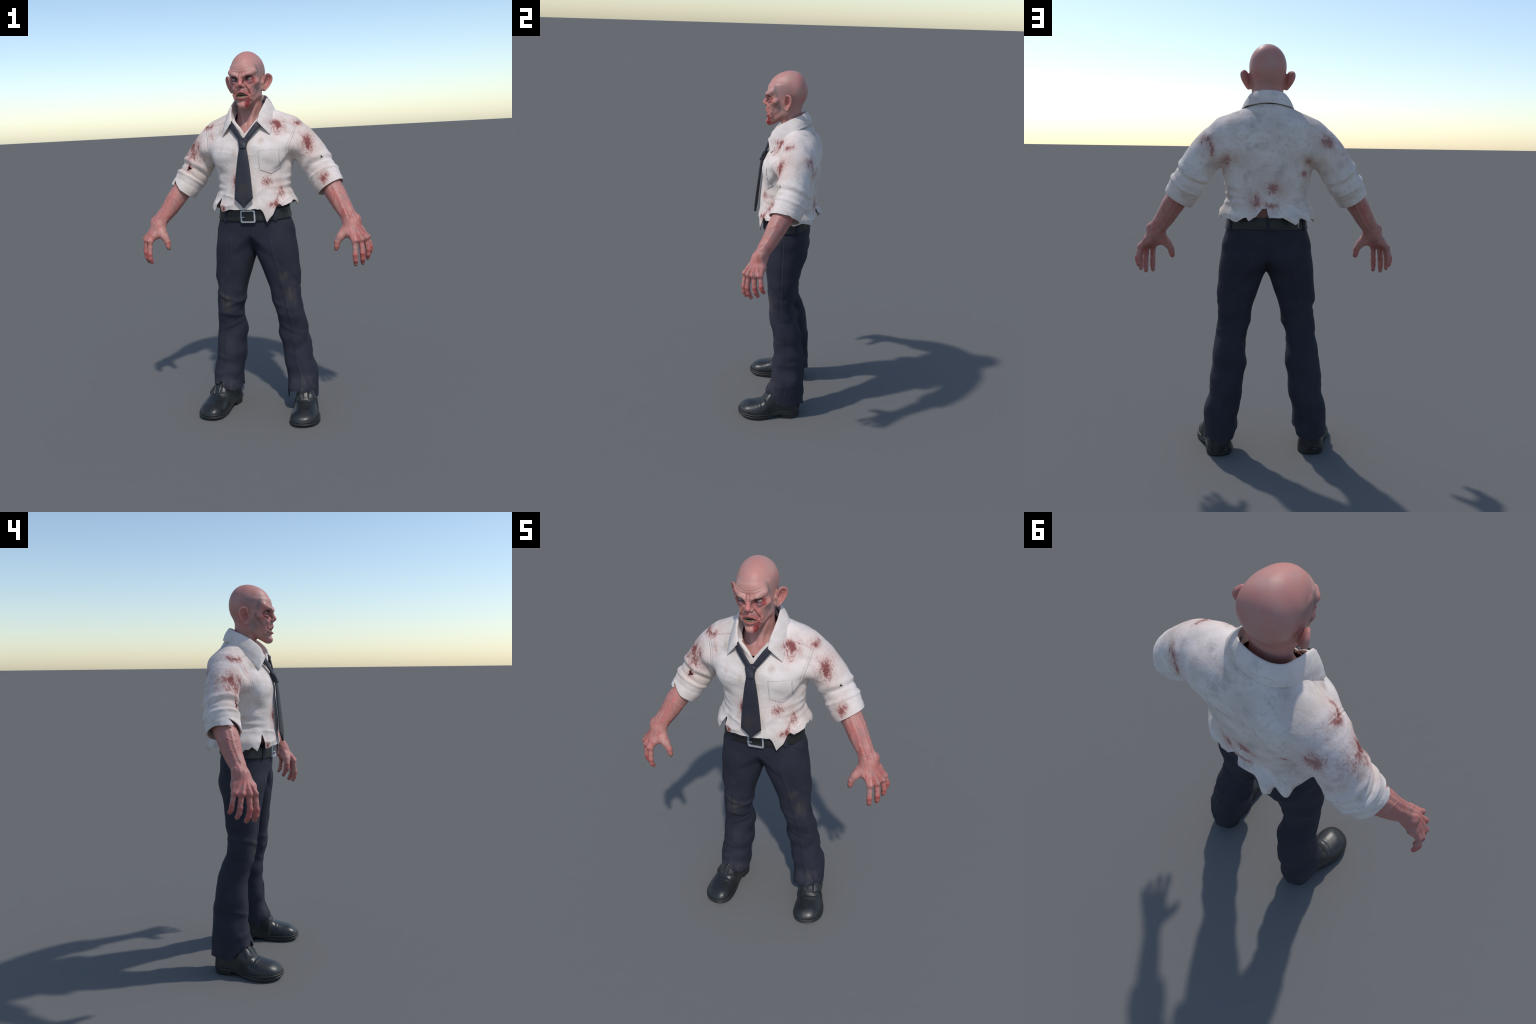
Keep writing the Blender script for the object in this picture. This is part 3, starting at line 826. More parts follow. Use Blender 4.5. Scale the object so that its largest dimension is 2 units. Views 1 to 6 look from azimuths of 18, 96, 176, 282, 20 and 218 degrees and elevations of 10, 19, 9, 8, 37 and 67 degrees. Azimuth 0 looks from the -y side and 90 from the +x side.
CUFF = [(.374, .064, 1.360, .078, .084), (.388, .056, 1.333, .080, .087), (.404, .047, 1.307, .079, .086), (.420, .038, 1.281, .076, .083), (.436, .028, 1.253, .070, .076)]
CAX = unit(np.array([[.47, -.30, -.83]]))[0]

body_nf = curve([1.0, 1.20, 1.30, 1.40, 1.46, 1.52, 1.57, 1.75], [2.1, 2.0, 1.72, 1.68, 1.88, 2.05, 1.9, 1.9])
body_n = curve([1.0, 1.40, 1.46, 1.52, 1.57, 1.62, 1.75], [2.5, 2.5, 2.45, 2.25, 1.95, 1.9, 1.9])
def body_d(P):
    return stack(P, lambda z: (-tw(z), tw(z), tf(z), tb(z)), lambda z, fr: np.where(fr, body_nf(z), body_n(z)), 1.0, 1.72, .85)

def shirt_d(P):
    Q = aX(P)
    d = body_d(P)
    trap = tube(Q, [(.03, .072, 1.650, .066, .068), (.12, .074, 1.624, .066, .070), (.20, .073, 1.589, .071, .080)], (0, .25, 1), 10)
    d = smin(d, trap, .03)
    slv = tube(Q, SLEEVE, (.75, 0, .6), 18)
    d = smin(d, slv, .022)
    # pectoral fullness
    d = smin(d, ell(Q, (.085, -.062, 1.47), (.10, .048, .07)), .05)
    d = smin(d, cone(Q, (.165, -.045, 1.515), (.250, -.004, 1.500), .032, .038), .03)     # chest-to-sleeve fold
    d = smin(d, cone(Q, (.18, .145, 1.50), (.255, .125, 1.485), .036, .036), .03)
    # shoulder blades
    d = smin(d, ell(Q, (.112, .129, 1.56), (.10, .064, .085)), .05)
    # folds: sleeve bunching above the cuff, waist gathers, armpit creases
    t = (Q - np.array((.368, .07, 1.358))) @ CAX
    arm = sstep(.25, .30, Q[:, 0])
    d = d - arm * (.006 * np.exp(-((t + .052) / .014) ** 2) - .006 * np.exp(-((t + .028) / .012) ** 2)) * (1 + .8 * noise(P, 13, 5))
    low = sstep(1.36, 1.24, P[:, 2]) * (1 - arm)
    th = np.arctan2(P[:, 0], -(P[:, 1] - .03))
    sway = noise(P * np.array((1, 1, .35)), 13, 8)
    d = d - low * .007 * sway
    flap = sstep(1.25, 1.17, P[:, 2]) * (1 - arm)
    dg = np.degrees(th)
    d = d - flap * (.022 * np.exp(-((dg + 126) / 6) ** 2) + .022 * np.exp(-((dg + 145) / 8) ** 2) - .012 * np.exp(-((dg + 135) / 3.5) ** 2) + .010 * np.exp(-((dg - 72) / 14) ** 2) + .010 * np.exp(-((dg + 66) / 10) ** 2))
    for z0, amp, wd, sl in ((1.295, .005, .012, .10), (1.262, .006, .013, -.07), (1.335, .003, .012, .14)):
        zz = P[:, 2] - z0 - sl * (np.abs(P[:, 0]) - .17)
        d = d - amp * np.exp(-(zz / wd) ** 2) * sstep(.09, .17, Q[:, 0]) * (1 - arm) * (.7 + .6 * noise(P, 9, 4))
    for k, (a, b) in enumerate((((.21, -.05, 1.46), (.13, -.12, 1.36)), ((.22, -.03, 1.43), (.15, -.11, 1.31)), ((.215, .15, 1.44), (.13, .19, 1.36)), ((.22, .14, 1.40), (.15, .18, 1.31)))):
        d = d - .0045 * np.exp(-(cone(Q, a, b, 0, 0) / .019) ** 2) * (.6 + .5 * noise(P, 8, 20 + k))
    R = P @ np.array([[.9, .0, .35], [.0, 1.0, .2], [-.55, .3, 1.5]])             # slanting drape folds
    rg = np.maximum(1 - 2.2 * np.abs(noise(R, 9, 77)), 0) ** 1.5
    d = d - .0038 * rg * np.maximum(low * .8, arm * sstep(1.50, 1.40, P[:, 2])) - .0010 * rg
    d = d - .0028 * noise(P, 11, 9) - .0014 * noise(P, 26, 10)
    # stitched seams: armhole (double) and shoulder yoke
    seam = (Q - np.array((.236, 0, 1.54))) @ np.array((.957, .06, -.285))
    on = sstep(1.475, 1.51, Q[:, 2])
    on = on * sstep(.10, .04, Q[:, 1])
    d = d + on * (.0020 * np.exp(-(seam / .0035) ** 2) + .0013 * np.exp(-((seam + .011) / .003) ** 2))
    yoke = Q[:, 1] + .012 - .10 * (Q[:, 0] - .1)
    d = d + (.0016 * np.exp(-(yoke / .0032) ** 2) + .0010 * np.exp(-((yoke - .010) / .003) ** 2)) * (Q[:, 2] > 1.58) * (Q[:, 0] < .25)
    return d

HEM = [(-180, 1.194), (-157, 1.194), (-146, 1.165), (-142, 1.174), (-139, 1.145), (-136, 1.172), (-134, 1.192), (-128, 1.176), (-115, 1.178), (-104, 1.182), (-95, 1.172), (-88, 1.176), (-81, 1.159), (-78, 1.171),
       (-74, 1.17), (-69, 1.184), (-62, 1.161), (-57, 1.195), (-51.5, 1.243), (-49.5, 1.235), (-47, 1.17), (-40, 1.169), (-30, 1.181), (0, 1.182), (25, 1.182), (29, 1.165), (34, 1.111), (37, 1.128), (43, 1.15), (49, 1.195), (53, 1.202),
       (58, 1.188), (67, 1.203), (80, 1.215), (90, 1.208), (100, 1.180), (111, 1.194), (122, 1.186), (133, 1.170), (141, 1.192), (145, 1.193), (148, 1.178), (159, 1.198), (170, 1.238), (177, 1.237), (180, 1.194)]
HEM_A, HEM_Z = zip(*HEM)

def hem_cut(V):
    th = np.degrees(np.arctan2(V[:, 0], -(V[:, 1] - .03)))
    fr = .0025 * noise(np.stack([th / 4.0, V[:, 2] * 0, th * 0], 1), 1.0, 31)
    return np.interp(th, HEM_A, HEM_Z) + fr - V[:, 2]

def neck_cut(V):
    """Positive inside the neck opening: a sloping plane plus the open V at the throat."""
    plane = V[:, 2] - (1.672 + .62 * (V[:, 1] - .02))
    vee = smax(np.abs(V[:, 0]) * 1.0 - .66 * (V[:, 2] - 1.572), V[:, 1] + .0, .004)
    hole = (1 - np.sqrt((V[:, 0] / .090) ** 2 + ((V[:, 1] - .012) / .100) ** 2)) * .09
    return np.maximum(np.minimum(plane + .03, hole), -vee)

print('shirt')
V, F, N = polygonise(shirt_d, (-.46, -.20, 1.08), (.46, .25, 1.76), .0056, relax=2)
sl_end = (aX(V) - np.array((.380, .063, 1.340))) @ CAX
cutv = np.maximum(np.maximum(hem_cut(V), neck_cut(V)), np.where(np.abs(V[:, 0]) > .27, sl_end, -1))
V, F, N = clip(V, F, N, cutv)
SV, SF, SN = V, F, N
# rips: small star tears through the sleeves
def rip(V, c, r):
    q = V - np.array(c)
    ang = np.arctan2(q[:, 2], q[:, 0] + .4 * q[:, 1])
    return r * (.55 + .45 * np.cos(3 * ang + 1.0)) - np.linalg.norm(q, axis=1)
RIPS = [((.392, -.004, 1.437), .011), ((-.365, -.015, 1.405), .016)]
def nearest(c):
    return SV[np.argmin(((SV - np.array(c)) ** 2).sum(1))]
for c, r in RIPS:
    c0 = nearest(c)
    V, F, N = clip(V, F, N, rip(V, c0, r))
C = centres(V, F)
seamv = (aX(C) - np.array((.236, 0, 1.54))) @ np.array((.957, .06, -.285))
issl = (seamv > 0) & (C[:, 2] > 1.42 - .0 * C[:, 0]) | (np.abs(C[:, 0]) > .245) & (seamv > 0)
issl &= ~((np.abs(C[:, 0]) < .235) & (C[:, 2] < 1.43))
V2, F2 = shell(V, F, N, .0045)
N2 = np.concatenate([N, -N])
nF = len(F)
C2 = centres(V2, F2)
seamv = (aX(C2) - np.array((.236, 0, 1.54))) @ np.array((.957, .06, -.285))
issl = (seamv > 0) & ~((np.abs(C2[:, 0]) < .24) & (C2[:, 2] < 1.40))
labels = ['sleeve|%d' % (x > 0) if s else 'shirt' for s, x in zip(issl, C2[:, 0])]
mats = dict(shirt=MAT['shirt'], sleeve=MAT['shirt'])
fshirt = [q for q, l in zip(F2, labels) if l == 'shirt']
v, f, n = compact(V2, fshirt, N2)
SHIRT = add("shirt", v, f, MAT['shirt'], normals=n)
for side in ('sleeve|0', 'sleeve|1'):
    v, f, n = compact(V2, [q for q, l in zip(F2, labels) if l == side], N2)
    add("sleeve", v, f, MAT['shirt'], SHIRT, normals=n)

# breast pocket: patch of the shirt surface raised by a cloth thickness
def poly_d(x, z, pts):
    pts = np.array(pts); d = None
    for a, b in zip(pts, np.roll(pts, -1, 0)):
        e = b - a; n = np.array((e[1], -e[0])) / np.linalg.norm(e)
        s = (x - a[0]) * n[0] + (z - a[1]) * n[1]
        d = s if d is None else np.maximum(d, s)
    return d
front = np.where(SV[:, 1] < 0, 0.0, 1.0)
PK = [(.076, 1.486), (.078, 1.386), (.133, 1.362), (.176, 1.390), (.181, 1.489)]
pd = poly_d(SV[:, 0], SV[:, 2], PK)
if pd.min() > 0: pd = poly_d(SV[:, 0], SV[:, 2], PK[::-1])
v, f, n = clip(SV, SF, SN, np.maximum(pd, front))
v, f = solid(v, f, n, -.001, .0028)
add("pocket", v, f, MAT['shirt'], SHIRT, sharp=50)
# button placket
pd = np.maximum(np.abs(SV[:, 0]) - .0165, SV[:, 2] - 1.60)
v, f, n = clip(SV, SF, SN, np.maximum(pd, front))
v, f = solid(v, f, n, -.001, .0025)
add("placket", v, f, MAT['shirt'], SHIRT, sharp=50)

# rolled cuffs
def cuff_d(P):
    Q = aX(P)
    d = tube(Q, CUFF, (.75, 0, .6), 14)
    t = (Q - np.array((.388, .056, 1.333))) @ CAX
    d = d - .0060 * np.exp(-((t + .010) / .009) ** 2) + .0020 * np.exp(-((t - .03) / .010) ** 2)
    d = d - .0045 * noise(P, 15, 12) - .002 * noise(P, 34, 13)
    # flatten the hidden upper end so that it tucks into a rolled rim
    return smax(d, -(t + .024 + .006 * noise(P, 9, 14)), .009)
print('cuffs')
V, F, N = polygonise(cuff_d, (.27, -.08, 1.15), (.54, .18, 1.45), .0050, relax=2)
for s in (1, -1):
    v, f, n = (V, F, N) if s > 0 else mirror(V, F, N)
    t = (aX(v) - np.array((.422, .038, 1.277))) @ unit(np.array([[.54, -.20, -.82]]))[0]
    ang = np.arctan2(v[:, 1] - .045, v[:, 2] - 1.29)
    rag = .004 * noise(np.stack([ang * 1.4, 0 * ang, 0 * ang + s * 7], 1), 1.0, 15)
    c = t - .004 - rag
    if s < 0:       # a torn notch at the front of this cuff
        q = v - np.array((-.437, -.02, 1.30))
        c = np.maximum(c, .014 - np.abs(q[:, 0] * .9 + q[:, 2] * .45) - np.clip(-t, 0, .05) * .42 + np.where(v[:, 1] < .03, 0, -1))
    v, f, n = clip(v, f, n, c)
    v, f = shell(v, f, n, .006)
    add("cuff", v, f, MAT['shirt'], SHIRT, sharp=60)

# collar: inner stand, rolled fold line, outer leaf with points
def collar():
    #            inner base               fold line               outer edge
    rows = [((.000, -.084, 1.583), (.004, -.087, 1.585), (.006, -.093, 1.587)),
            ((.030, -.078, 1.615), (.034, -.090, 1.612), (.040, -.098, 1.600)),
            ((.058, -.062, 1.640), (.067, -.083, 1.645), (.072, -.098, 1.632)),
            ((.066, -.045, 1.650), (.078, -.070, 1.682), (.131, -.079, 1.566)),
            ((.074, -.018, 1.662), (.086, -.028, 1.718), (.136, -.030, 1.612)),
            ((.077, .020, 1.680), (.087, .018, 1.744), (.131, .025, 1.660)),
            ((.072, .058, 1.702), (.080, .062, 1.765), (.117, .076, 1.700)),
            ((.046, .082, 1.718), (.050, .090, 1.778), (.075, .117, 1.715)),
            ((.000, .090, 1.722), (.000, .098, 1.782), (.000, .133, 1.724))]
    return rows
rows = np.array(collar())                       # 9 x 3 x 3
full = np.concatenate([rows[:-1], (rows * np.array((-1, 1, 1)))[::-1]])
leaf = full[2:-2]                               # the folded collar proper
m = len(leaf)
U = np.linspace(0, m - 1, 121)
prof = []
for k in range(3):
    cs = [curve(np.arange(m), leaf[:, k, a]) for a in range(3)]
    prof.append(np.stack([c(U) for c in cs], 1))
A_, B_, E_ = prof
# the collar points stay sharp: outer edge interpolated linearly near the ends
lin = np.stack([np.interp(U, np.arange(m), leaf[:, 2, a]) for a in range(3)], 1)
wgt = sstep(2.2, 1.0, np.minimum(U, m - 1 - U))[:, None]
E_ = E_ * (1 - wgt) + lin * wgt
NV = 22; pts = []
cen = np.array((0, .02, 0))
for a, b, e in zip(A_, B_, E_):
    radial = (b - cen) * np.array((1, 1, 0)); radial /= np.linalg.norm(radial) + 1e-9
    for j in range(NV):
        t = j / (NV - 1)
        if t < .40:
            s = t / .40; p = a + (b - a) * s
            p = p + radial * .003 * math.sin(s * math.pi)
        elif t < .55:
            s = (t - .40) / .15
            p = b + radial * .008 * s + np.array((0, 0, .0035 * math.sin(s * math.pi)))
            p = p + (e - b) * .06 * s
        else:
            s = (t - .55) / .45
            p0 = b + radial * .008 + (e - b) * .06
            p = p0 + (e - p0) * s + radial * (.006 * math.sin(s * math.pi) + .0030 * float(sstep(.78, .90, s)))
        pts.append(p)
pv = np.array(pts); pf = grid_faces(len(U), NV); pn = mesh_normals(pv, pf)
k = np.argmax(pv[:, 0] * 0 + pv[:, 2] * 0 + np.tile(np.arange(NV) > NV * .8, len(U)))
outw = (pv - cen) * np.array((1, 1, 0))
msk = np.tile(np.arange(NV) > NV * .7, len(U))
if ((pn * outw).sum(1)[msk]).mean() < 0: pf = [q[::-1] for q in pf]; pn = -pn
pv = pv + pn * (.0012 * noise(pv, 16, 40) + .0008 * noise(pv, 40, 41))[:, None]
pv, pf = shell(pv, pf, pn, .004)
add("collar", pv, pf, MAT['collar'], SHIRT, sharp=70)
# open collar band edges running down to the throat
for s in (1, -1):
    P0 = spline([(.068, -.072, 1.652), (.050, -.080, 1.632), (.028, -.085, 1.606), (.006, -.090, 1.574), (.003, -.093, 1.560)], 24)
    wv = spline([(.014,), (.016,), (.016,), (.015,), (.012,)], 24)[:, 0]
    pts = []
    for p, w in zip(P0, wv):
        for j in range(7):
            t = j / 6 - .15
            pts.append(p + np.array((.80, -.25, -.10)) * w * 1.5 * t + np.array((0, -.0035, .003)) * math.sin(math.pi * min(1, max(0, j / 6))))
    pv = np.array(pts); pf = grid_faces(24, 7); pn = mesh_normals(pv, pf)
    if pn[:, 1].mean() > 0: pf = [q[::-1] for q in pf]; pn = -pn
    pv, pf = shell(pv, pf, pn, .005)
    if s < 0: pv = pv * np.array((-1, 1, 1)); pf = [q[::-1] for q in pf]
    add("collar_band", pv, pf, MAT['collar'], SHIRT, sharp=60)

# ============================================================================= TIE
TIE = bpy.data.objects.new("tie", None); bpy.context.collection.objects.link(TIE); TIE.parent = ROOT
def slab(rows, thick, bulge=0.0, nx=9):
    """Padded strip: rows of (centre x, y, z, half width, tilt)."""
    pts = []
    for cx, y, z, w, tilt in rows:
        for i in range(nx):
            t = i / (nx - 1) * 2 - 1
            pts.append((cx + w * t, y + bulge * t * t + tilt * t, z))
    pv = np.array(pts); pf = grid_faces(len(rows), nx); pn = mesh_normals(pv, pf)
    if pn[:, 1].mean() > 0: pf = [q[::-1] for q in pf]; pn = -pn
    n = len(pv); t = np.tile(1 - (np.abs(np.linspace(-1, 1, nx))) ** 4, len(rows))[:, None]
    fr = pv + pn * thick * .5 * (.35 + .65 * t); bk = pv - pn * thick * .5 * (.35 + .65 * t)
    V = np.concatenate([fr, bk])
    return V, list(pf) + [tuple(i + n for i in q[::-1]) for q in pf] + [(b, a, a + n, b + n) for a, b in boundary(pf)]
zz = np.linspace(1.508, 1.242, 22)
bw = curve([1.508, 1.48, 1.43, 1.36, 1.30, 1.242], [.0185, .024, .032, .0405, .046, .0505])
by = curve([1.508, 1.48, 1.40, 1.30, 1.20, 1.19], [-.140, -.145, -.154, -.165, -.1735, -.1742])
rows = [(-.001, by(z), z, bw(z), 0) for z in zz]
for k in range(1, 13):
    t = k / 12
    rows.append((-.001, by(1.242 - .046 * t), 1.242 - .046 * t, .0505 * (1 - t) + .0006, 0))
v, f = slab(rows, .013, .002)
add("tie_blade", v, f, MAT['tie'], TIE, sharp=55)
# knot: tapered rounded wedge
def knot_d(P):
    t = np.clip((1.556 - P[:, 2]) / .058, 0, 1)
    w = .0285 + (.0175 - .0285) * t; y0 = -.119 - .024 * t; hy = .0135 + .0015 * t
    u = np.abs(P[:, 0] + .002) / w; v = np.abs(P[:, 1] - y0) / hy
    d = ((u ** 3 + v ** 3) ** (1 / 3) - 1) * hy * .8
    d = smax(d, np.maximum(P[:, 2] - 1.555, 1.4985 - P[:, 2]), .008)
    return d - .0012 * np.sin((P[:, 0] * .8 + P[:, 2]) * 150) * .6
V, F, N = polygonise(knot_d, (-.05, -.18, 1.48), (.05, -.08, 1.575), .003, relax=1)
add("tie_knot", V, F, MAT['tie'], TIE, normals=N)
# loop round the neck, under the collar
for s in (1, -1):
    path = spline([(.010, -.122, 1.543, .012), (.024, -.119, 1.560, .0135), (.046, -.108, 1.588, .0150), (.070, -.093, 1.618, .0155), (.090, -.068, 1.638, .015), (.098, -.020, 1.670, .011), (.092, .04, 1.712, .009), (.054, .092, 1.742, .008), (0, .104, 1.752, .008)], 60)
    pts = []
    for i, p in enumerate(path):
        T = path[min(i + 1, 59), :3] - path[max(i - 1, 0), :3]; T /= np.linalg.norm(T)
        outn = np.array((p[0] * .55, p[1] - .02, .02)); outn -= T * (outn @ T); outn /= np.linalg.norm(outn)
        S = np.cross(T, outn)
        for j in range(16):
            a = 2 * math.pi * j / 16
            ca, sa = math.cos(a), math.sin(a)
            pts.append(p[:3] + S * p[3] * math.copysign(abs(ca) ** .7, ca) + outn * .0048 * math.copysign(abs(sa) ** .7, sa))
    pv = np.array(pts); pf = []
    for i in range(59):
        for j in range(16):
            a = i * 16 + j; b = i * 16 + (j + 1) % 16
            pf.append((a, b, b + 16, a + 16))
    if s < 0: pv = pv * np.array((-1, 1, 1))
    pn = mesh_normals(pv, pf)
    ctr = np.repeat(pv.reshape(60, 16, 3).mean(1), 16, 0)
    if ((pv - ctr) * pn).sum(1).mean() < 0: pf = [q[::-1] for q in pf]
    add("tie_neck_loop", pv, pf, MAT['tie'], TIE, sharp=60)

# ============================================================================= TROUSERS
leg_out = curve([.04, .12, .176, .245, .304, .394, .466, .547, .605, .645, .733, .768, .794, .872, .928, 1.0, 1.07],
                [.306, .309, .310, .303, .283, .2765, .269, .2615, .247, .248, .2365, .2405, .2405, .227, .222, .205, .16])
leg_in = curve([.04, .12, .176, .245, .304, .394, .466, .547, .605, .645, .733, .768, .794, .872, .928, 1.0, 1.07],
               [.132, .137, .141, .130, .118, .112, .098, .102, .097, .082, .066, .056, .047, .021, .001, .004, .04])
leg_f = curve([.04, .11, .15, .20, .25, .33, .40, .455, .50, .545, .58, .62, .66, .73, .81, .85, .92, 1.0, 1.07],
              [-.040, -.046, -.055, -.033, -.020, -.022, -.018, -.017, -.021, -.034, -.048, -.051, -.056, -.064, -.073, -.079, -.088, -.088, -.05])
leg_b = curve([.04, .11, .15, .20, .25, .33, .40, .455, .50, .545, .58, .62, .66, .73, .81, .85, .92, 1.0, 1.07],
              [.173, .167, .167, .165, .164, .161, .154, .146, .139, .127, .113, .098, .086, .098, .105, .110, .119, .128, .09])
hip_w = curve([.86, .93, .99, 1.044, 1.10, 1.145, 1.20], [.216, .220, .2175, .2195, .205, .190, .184])
hip_f = curve([.86, .90, .966, 1.02, 1.10, 1.20], [-.070, -.078, -.092, -.102, -.112, -.113])
hip_b = curve([.86, .90, .97, 1.005, 1.06, 1.137, 1.20], [.105, .116, .128, .137, .151, .153, .146])

hip_n = lambda z, fr: np.where(fr, 2.35, 2.5 - .4 * sstep(1.05, 1.15, z))
def trousers_d(P):
    P = P + np.array((.0012, 0, 0))
    Q = aX(P)
    leg = stack(Q, lambda z: (leg_in(z), leg_out(z), leg_f(z), leg_b(z)), 2.3, -.05, 1.07, .85)
    hip = stack(P, lambda z: (-hip_w(z), hip_w(z), hip_f(z), hip_b(z)), hip_n, .70, 1.30, .85)
    hip = smin(hip, ell(Q, (.088, .075, .985), (.095, .072, .085)), .03)      # buttocks
    hip = smax(hip, (.922 - .70 * Q[:, 0] + np.where(P[:, 1] < .02, .85, .5) * np.abs(P[:, 1] - .02)) - P[:, 2], .02)                   # V-shaped crotch
    d = smin(leg, hip, .03)
    d = d + .0006 * sstep(.9, .8, P[:, 2])
    # knee folds and shin ripples, different on each leg
    lowm = sstep(.88, .70, P[:, 2])
    d = d - lowm * .0045 * noise(P * np.array((1, 1, 1.5)), 12, 50) - lowm * .002 * noise(P, 24, 51)
    for z0, sl, amp in ((.685, .35, .004), (.63, -.3, .005), (.585, .25, .0045), (.50, -.4, .004), (.30, .3, .0045), (.235, -.25, .005)):
        q = P[:, 2] - z0 - sl * (Q[:, 0] - .18) - .12 * P[:, 1]
        d = d - .7 * amp * np.exp(-(q / .014) ** 2) * (.3 + 1.1 * noise(P, 7, int(z0 * 100)))
    # pressed crease front and back, side seams, fly, pockets
    cx = (leg_in(P[:, 2]) + leg_out(P[:, 2])) / 2
    below = sstep(1.06, .98, P[:, 2])
    d = d - .0026 * np.exp(-((Q[:, 0] - cx - .01) / .006) ** 2) * below
    side = P[:, 1] - (leg_f(np.clip(P[:, 2], .04, .9)) + leg_b(np.clip(P[:, 2], .04, .9))) / 2
    d = d + (.0010 * np.exp(-(side / .0045) ** 2) - .0006 * np.exp(-((side - .008) / .004) ** 2)) * (Q[:, 0] > cx + .03) * sstep(1.12, 1.05, P[:, 2])
    d = d - .0014 * np.exp(-((P[:, 0] - .006) / .004) ** 2) * (P[:, 1] < -.02) * (P[:, 2] > .93)
    pk = cone(Q, (.150, -.10, 1.125), (.218, -.005, 1.035), 0, 0)
    d = d + .0022 * np.exp(-(pk / .0045) ** 2)
    return d

print('trousers')
V, F, N = polygonise(trousers_d, (-.345, -.15, .03), (.345, .215, 1.23), .0075, relax=2)
def leg_hem(V):
    Q = aX(V)
    a = np.degrees(np.arctan2(Q[:, 0] - .223, -(Q[:, 1] - .06)))       # 0 front, 90 outside, 180 heel
    sg = np.where(V[:, 0] > 0, 1, -1)
    L = np.interp(a, [-180, -150, -128, -110, -90, -66, -60, -56, -52, -47, -42, -15, 0, 20, 45, 75, 95, 112, 122, 132, 145, 152, 160, 175, 180],
                     [.073, .085, .115, .125, .130, .128, .096, .118, .086, .092, .134, .140, .136, .128, .112, .088, .074, .078, .098, .088, .098, .078, .092, .072, .073])
    R = np.interp(a, [-180, -165, -140, -120, -90, -60, -30, -8, 2, 8, 16, 34, 60, 80, 100, 122, 134, 140, 160, 180],
                     [.076, .088, .100, .128, .124, .118, .120, .122, .128, .185, .160, .154, .126, .092, .083, .094, .110, .090, .088, .076])
    z = np.where(sg > 0, L, R) + .0055 * noise(np.stack([a / 5, sg * 5.0, 0 * a], 1), 1.0, 61)
    return z - V[:, 2]
V, F, N = clip(V, F, N, np.maximum(leg_hem(V), V[:, 2] - 1.185))
v, f = shell(V, F, N, .005)
nn = np.concatenate([N, -N])
TROUSERS = add("trousers", v, f, MAT['trousers'], normals=nn)
TV, TF, TN = V, F, N

# skin torso under the shirt, seen through the tears
def torso_d(P):
    hip = stack(P, lambda z: (-hip_w(z), hip_w(z), hip_f(z), hip_b(z)), 2.5, .905, 1.30, .85)
    low = sstep(1.27, 1.20, P[:, 2])
    return (body_d(P) + .022) * (1 - low) + low * np.maximum(body_d(P) + .03, hip + .014)
V, F, N = polygonise(torso_d, (-.24, -.16, 1.06), (.24, .22, 1.60), .012, relax=1)
V, F, N = clip(V, F, N, np.maximum(V[:, 2] - 1.555, 1.10 - V[:, 2]))
add("torso", V, F, MAT['skin'], normals=N)

# ============================================================================= BELT
def band(zoff, half, out, name, mat, thick, parent, a0=-180, a1=180, n=128, rows=7):
    pts = []
    cl = (a1 - a0) >= 360
    for i in range(n):
        a = math.radians(a0 + (a1 - a0) * i / (n if cl else n - 1))
        sx, sy = math.sin(a), -math.cos(a)
        for j in range(rows):
            t = j / (rows - 1) * 2 - 1
            zc = 1.143 + .020 * (.5 - .5 * math.cos(a)) + zoff
            z = zc + half * t
            w, f0, b0 = float(hip_w(z)), float(hip_f(z)), float(hip_b(z))
            cy = (f0 + b0) / 2; hy = (b0 - f0) / 2
            nn = 2.35 if sy < 0 else 2.12
            r = (abs(sx / w) ** nn + abs(sy / hy) ** nn) ** (-1 / nn)
            o = out + .0012 * (1 - t ** 4)
            pts.append(((r + o) * sx, cy + (r + o) * sy, z))
    pv = np.array(pts); pf = grid_faces(n, rows, cl); pn = mesh_normals(pv, pf)
    if (pn * (pv - np.array((0, .02, 1.15)))).sum(1).mean() < 0: pf = [q[::-1] for q in pf]; pn = -pn
    v, f = shell(pv, pf, pn, thick)
    return add(name, v, f, mat, parent, sharp=50)
BELT = band(0, .0275, .0085, "belt", MAT['belt'], .007, None)
for a in (-48, 52, -112, 112, 180):
    band(0, .032, .0125, "belt_loop", MAT['trousers'], .004, BELT, a - 2.6, a + 2.6, 5)
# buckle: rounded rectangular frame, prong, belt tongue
def frame(cx, cy, cz, hw, hh, bar, th):
    ring = []
    for k in range(4):
        cxs, czs = ((1, 1), (-1, 1), (-1, -1), (1, -1))[k]
        for j in range(6):
            a = math.radians(k * 90 + j * 18)
            ring.append((cxs * (hw - .008) + .008 * math.cos(a), czs * (hh - .008) + .008 * math.sin(a)))
    ring = np.array(ring); m = len(ring); V = []
    nrm = unit(np.roll(ring, -1, 0) - np.roll(ring, 1, 0)) @ np.array([[0, 1], [-1, 0]])
    inner = ring * np.array(((hw - bar) / hw, (hh - bar) / hh))
    prof = [(0.0, 0.0), (0.0, .75), (.15, 1.0), (.85, 1.0), (1.0, .75), (1.0, 0.0)]
    for (r0, r1) in zip(ring, inner):
        for s, t in prof:
            p = r0 + (r1 - r0) * s
            V.append((cx + p[0], cy - th * t + 6.0 * (p[0]) ** 2 * .3, cz + p[1]))
    F = []; q = len(prof)
    for i in range(m):
        for j in range(q):
            a = i * q + j; b = ((i + 1) % m) * q + j; jn = (j + 1) % q
            F.append((a, a - j + jn, b - j + jn, b))
    V = np.array(V); n = mesh_normals(V, F)
    ctr = V.reshape(m, q, 3).mean(1).repeat(q, 0)
    if ((V - ctr) * n).sum(1).mean() < 0: F = [f[::-1] for f in F]
    return V, F
v, f = frame(.002, -.1225, 1.1415, .0415, .0345, .0085, .008)
BUCKLE = add("buckle", v, f, MAT['steel'], BELT, sharp=50)
v, f = box((-.027, -.131, 1.139), (.012, .003, .0028), .6)
